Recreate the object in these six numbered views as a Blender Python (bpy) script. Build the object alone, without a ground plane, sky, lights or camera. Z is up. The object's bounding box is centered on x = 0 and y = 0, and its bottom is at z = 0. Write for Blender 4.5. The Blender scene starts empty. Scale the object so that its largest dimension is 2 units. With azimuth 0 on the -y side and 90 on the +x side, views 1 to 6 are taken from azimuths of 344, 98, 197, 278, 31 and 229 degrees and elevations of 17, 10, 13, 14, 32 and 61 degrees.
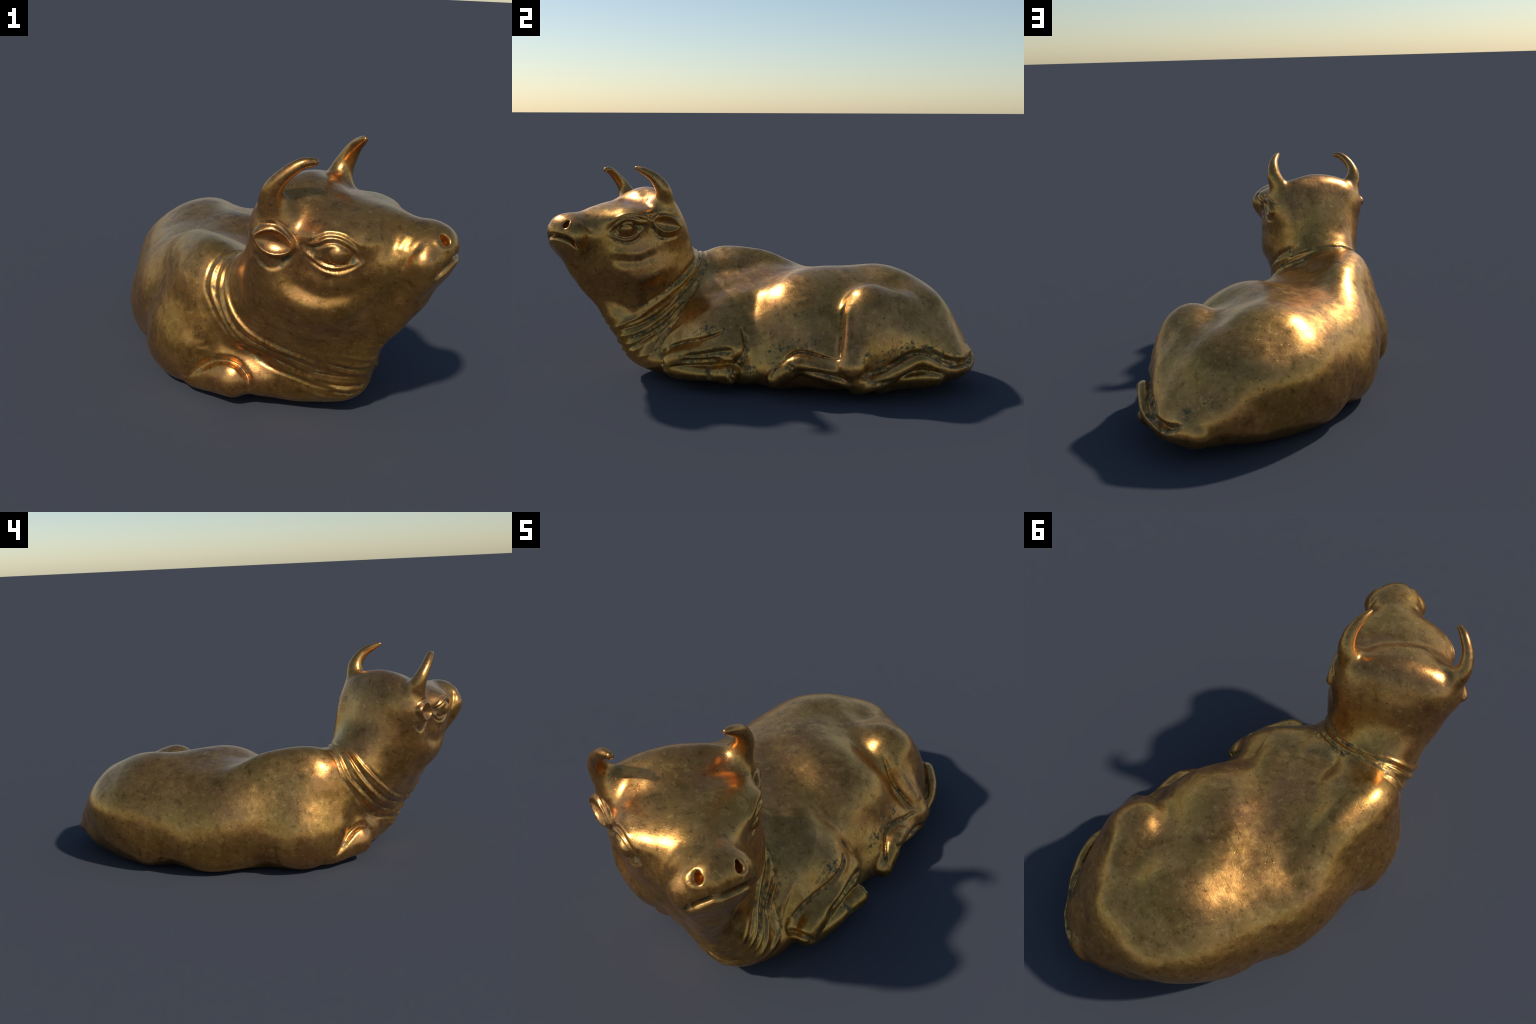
"""A recumbent bronze bull: a smooth blend of body masses, sculpted with dabs and strokes,
meshed as one surface and separated into its anatomical parts."""
import math
import bpy
import numpy as np

# ---------------------------------------------------------------- head frame
HO = np.array([0.056, -0.67, 0.733])                       # between the ears
HL = np.array([0.74324016, 0.66288987, 0.09039407])        # to the animal's left
HF = np.array([0.66607686, -0.74584962, -0.00706805])      # towards the muzzle
HU = np.array([-0.06273505, -0.06546266, 0.99588099])      # up
HM = np.stack([HF, HL, HU])

# ---------------------------------------------------------------- masses
# name, kind, blend width, then ellipsoid: centre, radii, yaw, tilt; cone: end, radius, end, radius
MASSES = {
    "body": [
        ("ribs", "ell", 0.08, [-0.154, 0.009, 0.21, 0.275, 0.448, 0.281, 0.565, -0.414]),
        ("rump", "ell", 0.1, [-0.053, 0.491, 0.212, 0.358, 0.445, 0.293, -0.409, -0.303]),
        ("rumptip", "cone", 0.12, [-0.033, 0.838, 0.161, 0.072, 0.086, 0.925, 0.119, 0.073]),
        ("loin", "ell", 0.1, [0.07, 0.219, 0.245, 0.322, 0.291, 0.268, -0.137, -0.175]),
        ("rshoulder", "ell", 0.08, [-0.298, -0.141, 0.318, 0.127, 0.302, 0.25, 0.101, -0.276]),
        ("withers", "ell", 0.08, [-0.205, -0.261, 0.44, 0.143, 0.157, 0.117, 0.358, 0.029]),
        ("lshoulder", "ell", 0.08, [0.086, -0.229, 0.182, 0.24, 0.272, 0.158, 0.004, 0.013]),
        ("chest", "ell", 0.1, [0.032, -0.435, 0.126, 0.286, 0.175, 0.122, -0.159, -0.126]),
        ("belly", "ell", 0.1, [0.039, 0.307, 0.142, 0.333, 0.583, 0.163, 0.055, -0.0]),
        ("rflank", "ell", 0.1, [-0.173, 0.272, 0.138, 0.27, 0.454, 0.164, -0.053, 0.005]),
        ("rshoulderlow", "ell", 0.08, [-0.272, -0.199, 0.161, 0.199, 0.187, 0.18, -0.012, 0.025]),
        ("lowerside", "cone", 0.08, [0.343, -0.064, 0.07, 0.044, 0.372, 0.54, 0.072, 0.043]),
        ("lowerrump", "cone", 0.08, [0.363, 0.585, 0.061, 0.045, 0.202, 0.878, 0.106, 0.058]),
        ("lchest", "ell", 0.08, [0.151, -0.221, 0.115, 0.19, 0.221, 0.141, 0.002, 0.004]),
        ("lflank", "ell", 0.1, [0.159, 0.302, 0.125, 0.2, 0.5, 0.125, -0.001, 0.002]),
        ("neck", "cone", 0.08, [-0.064, -0.487, 0.408, 0.197, 0.004, -0.637, 0.625, 0.179]),
        ("dewlap", "cone", 0.1, [0.167, -0.593, 0.159, 0.09, 0.247, -0.941, 0.601, -0.001]),
        ("throat", "cone", 0.1, [0.055, -0.522, 0.272, 0.138, 0.108, -0.686, 0.52, 0.174]),
        ("upperarm", "cone", 0.12, [0.081, -0.259, 0.296, 0.115, 0.256, -0.132, 0.246, 0.092]),
        ("elbow", "cone", 0.08, [0.22, -0.17, 0.282, 0.096, 0.358, -0.098, 0.197, 0.054]),
        ("thigh", "ell", 0.07, [0.194, 0.617, 0.209, 0.166, 0.188, 0.209, 0.004, -0.001]),
        ("haunch", "cone", 0.08, [0.25, 0.51, 0.366, 0.12, 0.299, 0.552, 0.19, 0.117]),
        ("tailbase", "cone", 0.05, [0.393, 0.58, 0.085, 0.036, 0.335, 0.8, 0.1, 0.04]),
    ],
    "head": [
        ("skull", "ell", 0.06, [-0.105, -0.009, -0.004, 0.115, 0.267, 0.161, -0.02, -0.044]),
        ("brow", "ell", 0.06, [0.057, 0.013, 0.019, 0.179, 0.233, 0.076, 0.068, -0.068]),
        ("face", "cone", 0.06, [0.096, 0.035, -0.052, 0.12, 0.293, 0.053, -0.042, 0.075]),
        ("bridge", "cone", 0.06, [0.14, 0.013, -0.025, 0.08, 0.356, 0.038, -0.007, 0.043]),
        ("muzzle", "ell", 0.06, [0.331, 0.035, -0.046, 0.074, 0.133, 0.087, 0.108, -0.027]),
        ("chin", "cone", 0.07, [0.135, 0.025, -0.163, 0.096, 0.312, 0.06, -0.095, 0.044]),
        ("jaw", "cone", 0.08, [-0.001, 0.013, -0.198, 0.163, 0.278, 0.043, -0.187, 0.058]),
        ("cheekR", "ell", 0.07, [-0.037, -0.154, -0.162, 0.165, 0.065, 0.148, 0.126, -0.024]),
        ("cheekL", "ell", 0.07, [-0.075, 0.165, -0.137, 0.158, 0.074, 0.187, -0.011, 0.022]),
        ("sideface", "ell", 0.08, [0.105, -0.005, -0.073, 0.178, 0.171, 0.108, -0.001, -0.016]),
    ],
    "limbs": [
        ("shin", "cone", 0.03, [0.253, 0.485, 0.398, 0.079, 0.425, 0.439, 0.156, 0.07]),
        ("rknee", "cone", 0.025, [-0.301, -0.335, 0.085, 0.069, -0.206, -0.465, 0.108, 0.073]),
        ("ear_left", "leaf", 0.008, [0.194, -0.448, 0.74, 0.082, 0.03, 0.046, -1.05, 0.26]),
        ("ear_right", "leaf", 0.008, [-0.176, -0.785, 0.716, 0.076, 0.034, 0.048, -0.44, -0.25]),
        ("eye_left", "ell", 0.004, [0.268, -0.62, 0.723, 0.035, 0.035, 0.035, 0.0, 0.0]),
        ("eye_right", "ell", 0.004, [0.003, -0.876, 0.702, 0.038, 0.038, 0.038, 0.0, 0.0]),
    ],
    "cuts": [
        ("ear_bowl_left", "leaf", 0.004, [0.213, -0.437, 0.74, 0.068, 0.026, 0.036, -1.05, 0.26]),
        ("ear_bowl_right", "leaf", 0.004, [-0.187, -0.807, 0.716, 0.062, 0.03, 0.038, -0.44, -0.25]),
        ("nostril_right", "cone", 0.01, [0.313, -0.974, 0.755, 0.015, 0.312, -0.93, 0.736, 0.009]),
        ("nostril_right", "cone", 0.01, [0.305, -0.973, 0.769, 0.011, 0.304, -0.936, 0.753, 0.005]),
        ("nostril_left", "cone", 0.01, [0.396, -0.857, 0.769, 0.01, 0.36, -0.858, 0.752, 0.005]),
        ("nostril_left", "cone", 0.01, [0.398, -0.864, 0.754, 0.015, 0.355, -0.865, 0.734, 0.009]),
    ],
}
HORNS = [  # along each horn in the head frame: forward, left, up, radius
    [(-0.09, 0.185, 0.03, 0.062), (-0.09, 0.216, 0.1, 0.043), (-0.076, 0.232, 0.148, 0.0335), (-0.043, 0.224, 0.2, 0.024), (-0.004, 0.195, 0.234, 0.0165), (0.021, 0.171, 0.25, 0.0085)],
    [(-0.09, -0.185, 0.05, 0.062), (-0.098, -0.218, 0.115, 0.043), (-0.085, -0.232, 0.165, 0.03), (-0.05, -0.225, 0.212, 0.0225), (-0.005, -0.199, 0.248, 0.0185), (0.027, -0.178, 0.254, 0.0125)],
]
TUBES = [  # name, blend width, then along it: place, radius
    ("tail", 0.018, [
        (0.05, 0.952, 0.11, 0.045),
        (0.16, 0.943, 0.108, 0.04),
        (0.26, 0.882, 0.108, 0.034),
        (0.335, 0.81, 0.138, 0.032),
        (0.38, 0.733, 0.182, 0.03),
        (0.422, 0.655, 0.152, 0.031),
        (0.436, 0.58, 0.108, 0.031),
        (0.44, 0.5, 0.066, 0.025),
        (0.438, 0.455, 0.05, 0.013),
    ]),
    ("folded_foreleg", 0.022, [
        (0.37, -0.095, 0.19, 0.052),
        (0.378, -0.25, 0.168, 0.045),
        (0.352, -0.375, 0.128, 0.048),
        (0.35, -0.378, 0.092, 0.048),
        (0.386, -0.28, 0.084, 0.039),
        (0.406, -0.19, 0.086, 0.033),
        (0.42, -0.108, 0.091, 0.045),
    ]),
    ("folded_hind_leg", 0.018, [
        (0.425, 0.47, 0.095, 0.052),
        (0.436, 0.33, 0.125, 0.043),
        (0.438, 0.215, 0.158, 0.042),
        (0.438, 0.155, 0.125, 0.041),
        (0.434, 0.107, 0.088, 0.042),
    ]),
]
# soft dabs of the sculptor's thumb: place, size, height
DABS = {
    "shoulders": [
        [0.386, -0.251, 0.129, 0.075, 0.0188],
        [0.136, -0.383, 0.45, 0.075, 0.005],
        [-0.438, -0.295, 0.23, 0.075, -0.0039],
        [0.17, -0.05, 0.369, 0.075, 0.0043],
        [0.356, 0.01, 0.022, 0.075, -0.0043],
        [0.239, -0.418, 0.239, 0.075, -0.0029],
        [0.308, -0.228, 0.348, 0.075, 0.0139],
        [0.4, -0.06, 0.219, 0.075, -0.0051],
        [-0.451, -0.09, 0.27, 0.075, -0.0037],
        [0.03, -0.21, 0.451, 0.075, 0.0098],
        [0.023, -0.01, 0.461, 0.075, -0.0063],
        [-0.338, -0.398, 0.334, 0.075, -0.0056],
        [-0.398, -0.212, 0.39, 0.075, 0.0064],
        [0.275, -0.33, 0.023, 0.075, 0.0103],
        [-0.399, 0.042, 0.02, 0.075, -0.0177],
        [0.301, 0.038, 0.321, 0.075, -0.002],
        [0.318, -0.157, 0.021, 0.075, -0.0068],
        [0.172, -0.231, 0.404, 0.075, -0.0131],
        [-0.473, -0.17, 0.15, 0.075, 0.0023],
        [0.317, -0.432, 0.11, 0.075, 0.0027],
        [0.309, -0.092, 0.349, 0.075, -0.0054],
        [0.317, -0.292, 0.232, 0.075, -0.0015],
        [-0.368, -0.386, 0.17, 0.075, 0.0035],
        [0.22, -0.32, 0.32, 0.075, 0.0091],
        [-0.11, 0.03, 0.493, 0.075, -0.0015],
        [-0.275, -0.449, 0.429, 0.075, 0.0019],
        [-0.404, -0.09, 0.407, 0.075, -0.0098],
        [-0.459, 0.03, 0.295, 0.075, 0.0035],
        [0.408, -0.25, 0.13, 0.05, 0.0159],
        [0.15, -0.09, 0.389, 0.05, 0.0102],
        [-0.392, -0.13, 0.024, 0.05, -0.0035],
        [0.358, -0.105, 0.298, 0.05, 0.0042],
        [-0.464, -0.11, 0.21, 0.05, -0.0049],
        [0.294, -0.33, 0.023, 0.05, 0.0032],
        [0.399, -0.081, 0.13, 0.05, 0.0042],
        [0.099, 0.04, 0.46, 0.05, -0.0038],
        [0.301, 0.039, 0.321, 0.05, 0.0047],
        [-0.463, -0.23, 0.11, 0.05, -0.007],
        [-0.351, -0.07, 0.49, 0.05, 0.0043],
        [-0.23, -0.35, 0.032, 0.05, 0.0044],
        [-0.13, -0.03, 0.489, 0.05, 0.0033],
        [-0.352, -0.395, 0.15, 0.05, 0.0028],
        [-0.444, -0.03, 0.112, 0.05, -0.0025],
        [0.263, -0.136, 0.381, 0.05, -0.0088],
        [0.215, -0.37, 0.315, 0.05, 0.006],
        [0.003, -0.006, 0.461, 0.05, -0.003],
        [0.402, -0.166, 0.223, 0.05, -0.0037],
        [-0.423, -0.324, 0.13, 0.05, -0.0031],
        [-0.459, -0.13, 0.104, 0.05, 0.0067],
        [0.07, -0.13, 0.43, 0.05, -0.0046],
        [0.335, -0.19, 0.334, 0.05, 0.0037],
        [0.27, -0.05, 0.335, 0.05, 0.0028],
        [0.153, -0.07, 0.398, 0.06, 0.0198],
        [0.295, 0.005, 0.021, 0.06, -0.0071],
        [-0.378, -0.124, 0.021, 0.06, -0.0034],
        [0.265, -0.389, 0.249, 0.06, 0.0031],
        [0.337, -0.19, 0.337, 0.06, -0.0074],
        [0.404, -0.056, 0.21, 0.06, -0.0088],
        [0.284, 0.012, 0.329, 0.06, 0.0049],
        [-0.474, -0.17, 0.15, 0.06, -0.0032],
        [0.319, -0.335, 0.042, 0.06, 0.0088],
        [-0.23, -0.35, 0.029, 0.06, 0.0084],
        [0.339, -0.278, 0.237, 0.06, 0.0087],
        [0.13, 0.047, 0.455, 0.06, -0.0026],
        [0.392, -0.07, 0.07, 0.06, 0.0066],
        [-0.355, -0.396, 0.15, 0.06, 0.0036],
        [0.182, -0.41, 0.344, 0.06, 0.0045],
        [-0.441, -0.281, 0.118, 0.06, -0.0029],
        [0.395, -0.171, 0.229, 0.06, 0.0156],
        [0.05, -0.11, 0.434, 0.06, 0.0048],
        [-0.327, -0.425, 0.25, 0.06, -0.004],
        [0.34, 0.021, 0.239, 0.06, 0.0134],
        [0.357, -0.086, 0.296, 0.06, -0.0137],
        [0.399, -0.331, 0.13, 0.06, 0.0085],
        [-0.374, -0.21, 0.47, 0.06, -0.0058],
        [0.356, -0.15, 0.086, 0.06, 0.0042],
        [0.19, -0.15, 0.397, 0.06, 0.006],
        [-0.446, -0.151, 0.069, 0.06, 0.0045],
        [0.382, 0.01, 0.038, 0.06, -0.0084],
        [0.265, -0.21, 0.382, 0.06, -0.0056],
    ],
    "barrel": [
        [0.13, 0.35, 0.487, 0.075, -0.0058],
        [0.402, 0.15, 0.245, 0.075, -0.0079],
        [-0.27, 0.29, 0.456, 0.075, 0.0081],
        [-0.374, 0.41, 0.024, 0.075, -0.0212],
        [-0.457, 0.33, 0.27, 0.075, -0.0071],
        [0.333, 0.37, 0.33, 0.075, 0.0086],
        [0.394, 0.25, 0.024, 0.075, -0.0114],
        [-0.358, 0.49, 0.398, 0.075, -0.0046],
        [-0.09, 0.37, 0.508, 0.075, 0.0051],
        [-0.415, 0.21, 0.022, 0.075, 0.0104],
        [0.443, 0.37, 0.165, 0.075, 0.0252],
        [-0.229, 0.089, 0.497, 0.075, -0.0024],
        [0.29, 0.47, 0.476, 0.075, -0.0044],
        [-0.462, 0.33, 0.115, 0.075, 0.0055],
        [-0.353, 0.17, 0.436, 0.075, 0.005],
        [0.26, 0.3, 0.44, 0.075, -0.0088],
        [-0.243, 0.43, 0.481, 0.075, -0.0052],
        [0.357, 0.23, 0.355, 0.075, 0.0035],
        [0.43, 0.088, 0.115, 0.075, 0.02],
        [0.152, 0.07, 0.456, 0.075, 0.0056],
        [-0.492, 0.21, 0.19, 0.075, -0.0043],
        [0.392, 0.39, 0.026, 0.075, -0.0124],
        [0.398, 0.29, 0.257, 0.075, 0.01],
        [-0.339, 0.41, 0.02, 0.05, -0.0077],
        [0.388, 0.11, 0.21, 0.05, 0.0038],
        [-0.05, 0.09, 0.484, 0.05, -0.007],
        [0.347, 0.31, 0.351, 0.05, -0.0035],
        [0.357, 0.21, 0.021, 0.05, -0.0064],
        [0.43, 0.29, 0.19, 0.05, 0.0109],
        [-0.444, 0.411, 0.129, 0.05, -0.0043],
        [0.359, 0.165, 0.337, 0.05, -0.0038],
        [-0.427, 0.45, 0.25, 0.05, 0.0032],
        [0.01, 0.37, 0.509, 0.05, 0.0028],
        [0.419, 0.29, 0.081, 0.05, 0.0059],
        [0.317, 0.49, 0.021, 0.05, -0.0048],
        [0.398, 0.21, 0.25, 0.05, -0.004],
        [-0.07, 0.43, 0.513, 0.05, 0.003],
        [0.462, 0.374, 0.164, 0.05, 0.013],
        [0.411, 0.451, 0.047, 0.06, -0.0031],
        [0.378, 0.13, 0.254, 0.06, -0.0029],
        [0.38, 0.378, 0.28, 0.06, -0.0099],
        [0.35, 0.23, 0.024, 0.06, -0.0057],
        [0.417, 0.066, 0.11, 0.06, 0.0071],
        [0.435, 0.27, 0.194, 0.06, -0.0048],
        [0.377, 0.25, 0.314, 0.06, -0.0027],
        [-0.43, 0.45, 0.25, 0.06, 0.0027],
        [0.416, 0.33, 0.065, 0.06, 0.0047],
        [0.23, 0.408, 0.446, 0.06, -0.0093],
        [0.43, 0.21, 0.097, 0.06, 0.0126],
        [0.463, 0.37, 0.166, 0.06, 0.0061],
        [-0.402, 0.45, 0.078, 0.06, 0.0044],
        [-0.17, 0.15, 0.482, 0.06, 0.0056],
        [-0.31, 0.09, 0.488, 0.06, -0.0027],
        [-0.446, 0.41, 0.17, 0.06, -0.005],
        [0.416, 0.145, 0.176, 0.06, 0.0064],
        [0.209, 0.309, 0.454, 0.06, 0.0035],
        [0.338, 0.085, 0.315, 0.06, -0.0047],
    ],
    "rump": [
        [-0.352, 0.67, 0.29, 0.075, 0.0092],
        [0.411, 0.51, 0.043, 0.075, -0.0062],
        [-0.138, 0.778, 0.021, 0.075, -0.007],
        [0.345, 0.609, 0.389, 0.075, 0.0138],
        [-0.179, 0.558, 0.5, 0.075, 0.0067],
        [-0.114, 0.898, 0.27, 0.075, -0.0032],
        [0.19, 0.835, 0.291, 0.075, -0.0022],
        [-0.322, 0.643, 0.058, 0.075, -0.0039],
        [-0.195, 0.756, 0.417, 0.075, -0.0116],
        [0.149, 0.571, 0.461, 0.075, -0.0031],
        [-0.422, 0.512, 0.19, 0.075, -0.0021],
        [0.421, 0.622, 0.203, 0.075, 0.0082],
        [-0.255, 0.795, 0.17, 0.075, 0.0069],
        [-0.05, 0.926, 0.09, 0.075, 0.0055],
        [0.096, 0.839, 0.02, 0.075, -0.0119],
        [-0.01, 0.53, 0.508, 0.075, 0.0036],
        [0.05, 0.93, 0.25, 0.075, -0.0022],
        [0.326, 0.747, 0.25, 0.075, 0.0023],
        [0.214, 0.716, 0.398, 0.075, -0.0095],
        [-0.29, 0.629, 0.426, 0.075, -0.004],
        [0.23, 0.891, 0.156, 0.075, 0.0124],
        [-0.01, 0.865, 0.367, 0.075, -0.0061],
        [0.365, 0.65, 0.036, 0.075, -0.0137],
        [-0.09, 0.67, 0.49, 0.075, 0.0016],
        [0.412, 0.51, 0.29, 0.075, 0.0102],
        [-0.222, 0.822, 0.305, 0.075, 0.0094],
        [-0.384, 0.528, 0.07, 0.075, 0.0076],
        [-0.376, 0.632, 0.17, 0.075, 0.0039],
        [0.101, 0.821, 0.381, 0.075, 0.0142],
        [0.238, 0.938, 0.136, 0.05, 0.0037],
        [-0.03, 0.923, 0.265, 0.05, -0.0035],
        [0.254, 0.776, 0.314, 0.05, -0.003],
        [0.021, 0.51, 0.5, 0.05, -0.0062],
        [-0.38, 0.501, 0.36, 0.05, -0.003],
        [0.423, 0.608, 0.19, 0.05, -0.0056],
        [-0.222, 0.842, 0.19, 0.05, -0.0034],
        [-0.414, 0.55, 0.17, 0.05, -0.003],
        [0.11, 0.863, 0.345, 0.05, -0.0042],
        [0.21, 0.651, 0.425, 0.05, 0.0131],
        [0.309, 0.808, 0.175, 0.05, 0.0064],
        [0.101, 0.96, 0.2, 0.05, -0.0046],
        [0.39, 0.57, 0.028, 0.05, -0.0044],
        [0.358, 0.677, 0.29, 0.05, 0.0026],
        [-0.359, 0.536, 0.041, 0.05, 0.0032],
        [-0.29, 0.51, 0.452, 0.05, -0.0048],
        [0.03, 0.832, 0.022, 0.05, -0.0055],
        [0.19, 0.875, 0.235, 0.05, 0.0111],
        [0.09, 0.61, 0.469, 0.05, -0.0129],
        [0.37, 0.703, 0.136, 0.05, 0.0036],
        [0.15, 0.91, 0.048, 0.05, -0.0027],
        [-0.09, 0.53, 0.516, 0.05, 0.0067],
        [0.291, 0.571, 0.465, 0.05, -0.0035],
        [-0.019, 0.621, 0.5, 0.05, 0.0053],
        [0.304, 0.663, 0.383, 0.05, -0.0072],
        [-0.166, 0.846, 0.094, 0.05, 0.0088],
        [-0.05, 0.876, 0.042, 0.05, -0.0052],
        [0.07, 0.809, 0.414, 0.05, 0.0029],
        [0.326, 0.77, 0.09, 0.05, 0.0029],
        [0.316, 0.755, 0.25, 0.05, 0.0044],
        [-0.113, 0.916, 0.21, 0.05, -0.0029],
        [-0.079, 0.799, 0.02, 0.06, -0.0026],
        [0.369, 0.706, 0.131, 0.06, 0.0031],
        [0.19, 0.53, 0.471, 0.06, 0.0067],
        [-0.186, 0.865, 0.17, 0.06, -0.0059],
        [0.19, 0.686, 0.423, 0.06, 0.0056],
        [0.289, 0.808, 0.051, 0.06, 0.0028],
        [0.15, 0.922, 0.223, 0.06, 0.0029],
        [-0.07, 0.645, 0.501, 0.06, 0.0041],
        [0.296, 0.816, 0.19, 0.06, 0.0108],
        [-0.05, 0.863, 0.363, 0.06, -0.0037],
        [0.072, 0.611, 0.465, 0.06, -0.0035],
        [-0.165, 0.723, 0.442, 0.06, -0.0036],
        [-0.4, 0.581, 0.261, 0.06, -0.0027],
        [-0.13, 0.889, 0.27, 0.06, 0.0026],
        [0.271, 0.611, 0.446, 0.06, -0.0029],
        [-0.169, 0.829, 0.07, 0.06, 0.0054],
        [0.07, 0.977, 0.175, 0.06, -0.0034],
        [0.132, 0.771, 0.408, 0.06, -0.0029],
        [0.324, 0.71, 0.037, 0.06, -0.0033],
        [0.221, 0.861, 0.241, 0.06, 0.0035],
        [-0.021, 0.96, 0.162, 0.06, 0.0042],
        [0.409, 0.651, 0.189, 0.06, -0.0032],
        [0.433, 0.515, 0.13, 0.06, 0.0039],
        [0.011, 0.671, 0.484, 0.06, -0.0038],
        [0.21, 0.85, 0.035, 0.06, -0.006],
    ],
    "head": [
        [0.07, -0.49, 0.869, 0.075, -0.0095],
        [-0.073, -0.853, 0.71, 0.075, -0.0022],
        [-0.178, -0.563, 0.71, 0.075, 0.0017],
        [0.15, -0.75, 0.828, 0.075, -0.002],
        [-0.051, 0.149, 0.502, 0.075, -0.0071],
        [-0.07, -0.375, 0.586, 0.075, -0.0016],
        [0.178, -0.421, 0.67, 0.075, 0.0047],
        [-0.219, -0.47, 0.538, 0.075, 0.0053],
        [-0.047, -0.456, 0.75, 0.075, 0.0045],
        [0.002, -0.88, 0.563, 0.075, -0.0022],
        [-0.223, -0.764, 0.73, 0.075, -0.002],
        [0.236, -0.486, 0.55, 0.075, -0.0028],
        [0.05, -0.85, 0.793, 0.075, 0.002],
        [0.082, -0.359, 0.585, 0.075, -0.0025],
        [-0.071, -0.549, 0.856, 0.075, 0.0041],
        [0.075, -0.63, 0.858, 0.075, 0.0016],
        [0.12, -0.88, 0.5, 0.075, -0.0036],
        [-0.186, -0.65, 0.807, 0.075, -0.0019],
        [0.01, 0.27, 0.516, 0.075, 0.0079],
        [-0.097, -0.818, 0.51, 0.075, 0.0064],
        [-0.138, -0.462, 0.638, 0.075, -0.004],
        [-0.081, -0.801, 0.781, 0.05, -0.0036],
        [0.305, -0.67, 0.59, 0.05, 0.0048],
        [0.17, -0.69, 0.831, 0.05, -0.0054],
        [0.272, -0.908, 0.508, 0.05, -0.0028],
        [-0.194, -0.651, 0.789, 0.05, 0.0069],
        [-0.07, -0.849, 0.61, 0.05, -0.0072],
        [0.13, -0.55, 0.848, 0.05, 0.0032],
        [-0.166, -0.25, 0.558, 0.05, -0.0058],
        [0.13, -0.895, 0.55, 0.05, 0.004],
        [-0.121, -0.539, 0.801, 0.05, -0.0065],
        [-0.121, -0.801, 0.516, 0.05, 0.0057],
        [0.292, -0.672, 0.788, 0.05, -0.004],
        [-0.155, -0.798, 0.662, 0.05, -0.0042],
        [-0.269, -0.289, 0.556, 0.05, 0.0057],
        [-0.11, -0.169, 0.51, 0.05, 0.0039],
        [0.216, -0.468, 0.69, 0.05, -0.0026],
        [-0.01, -0.75, 0.826, 0.05, 0.0039],
        [0.189, -0.43, 0.51, 0.05, 0.0041],
        [0.07, -0.484, 0.858, 0.06, 0.0193],
        [-0.057, -0.857, 0.705, 0.06, 0.0053],
        [0.293, -0.63, 0.65, 0.06, -0.0029],
        [-0.184, -0.574, 0.71, 0.06, 0.0026],
        [-0.175, -0.753, 0.55, 0.06, 0.0108],
        [0.193, -0.432, 0.691, 0.06, 0.0027],
        [-0.346, -0.13, 0.507, 0.06, 0.0034],
        [0.22, -0.602, 0.82, 0.06, 0.0043],
        [-0.222, -0.49, 0.545, 0.06, 0.0031],
        [0.328, -0.772, 0.744, 0.06, 0.0036],
        [0.241, -0.498, 0.55, 0.06, 0.004],
        [0.294, -0.956, 0.605, 0.06, 0.0036],
        [-0.17, -0.651, 0.83, 0.06, 0.0049],
        [0.304, -0.67, 0.53, 0.06, 0.0026],
        [0.034, -0.902, 0.63, 0.06, -0.0054],
        [-0.09, -0.83, 0.59, 0.06, -0.0083],
        [0.245, -0.532, 0.73, 0.06, 0.0028],
        [0.148, -0.395, 0.59, 0.06, -0.0028],
        [0.109, -0.898, 0.551, 0.06, 0.0027],
        [-0.32, -0.23, 0.54, 0.06, 0.003],
        [-0.075, -0.778, 0.798, 0.06, 0.0052],
        [0.211, -0.934, 0.57, 0.06, -0.0052],
        [-0.022, -0.479, 0.821, 0.06, -0.0081],
        [0.369, -0.929, 0.651, 0.06, -0.0031],
        [0.13, -0.55, 0.852, 0.06, -0.0207],
        [-0.233, -0.57, 0.51, 0.06, -0.0038],
    ],
    "neck": [
        [0.243, -0.726, 0.27, 0.075, -0.0035],
        [0.21, -0.511, 0.021, 0.075, -0.0075],
        [-0.062, -0.601, 0.136, 0.075, -0.0061],
        [0.25, -0.896, 0.486, 0.075, 0.0028],
        [-0.253, -0.454, 0.19, 0.075, 0.0142],
        [0.253, -0.57, 0.43, 0.075, 0.0045],
        [0.129, -0.665, 0.109, 0.075, -0.0016],
        [0.302, -0.73, 0.476, 0.075, -0.0032],
        [-0.038, -0.478, 0.02, 0.075, -0.0026],
        [0.272, -0.57, 0.17, 0.075, 0.007],
        [0.07, -0.714, 0.271, 0.075, 0.0094],
        [0.15, -0.813, 0.371, 0.075, 0.0024],
        [-0.158, -0.557, 0.242, 0.075, -0.0112],
        [-0.149, -0.729, 0.431, 0.075, -0.002],
        [-0.17, -0.528, 0.09, 0.075, 0.0123],
        [0.219, -0.543, 0.294, 0.075, -0.0103],
        [0.07, -0.568, 0.035, 0.075, 0.0051],
        [-0.221, -0.602, 0.39, 0.05, -0.0027],
        [0.242, -0.705, 0.25, 0.05, 0.0027],
        [0.03, -0.858, 0.464, 0.05, 0.0047],
        [0.209, -0.489, 0.022, 0.05, -0.0037],
        [0.26, -0.602, 0.421, 0.05, 0.0043],
        [-0.109, -0.749, 0.411, 0.05, -0.0041],
        [-0.11, -0.625, 0.275, 0.05, 0.0038],
        [0.209, -0.53, 0.29, 0.05, 0.0036],
        [0.296, -0.75, 0.468, 0.05, -0.0034],
        [-0.17, -0.525, 0.074, 0.05, 0.0038],
        [0.081, -0.54, 0.02, 0.05, -0.0046],
        [-0.144, -0.542, 0.19, 0.05, -0.0041],
        [0.143, -0.759, 0.282, 0.05, 0.0041],
        [0.257, -0.71, 0.37, 0.05, -0.0105],
        [0.07, -0.803, 0.376, 0.05, -0.0057],
        [0.139, -0.7, 0.179, 0.05, -0.0032],
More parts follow.
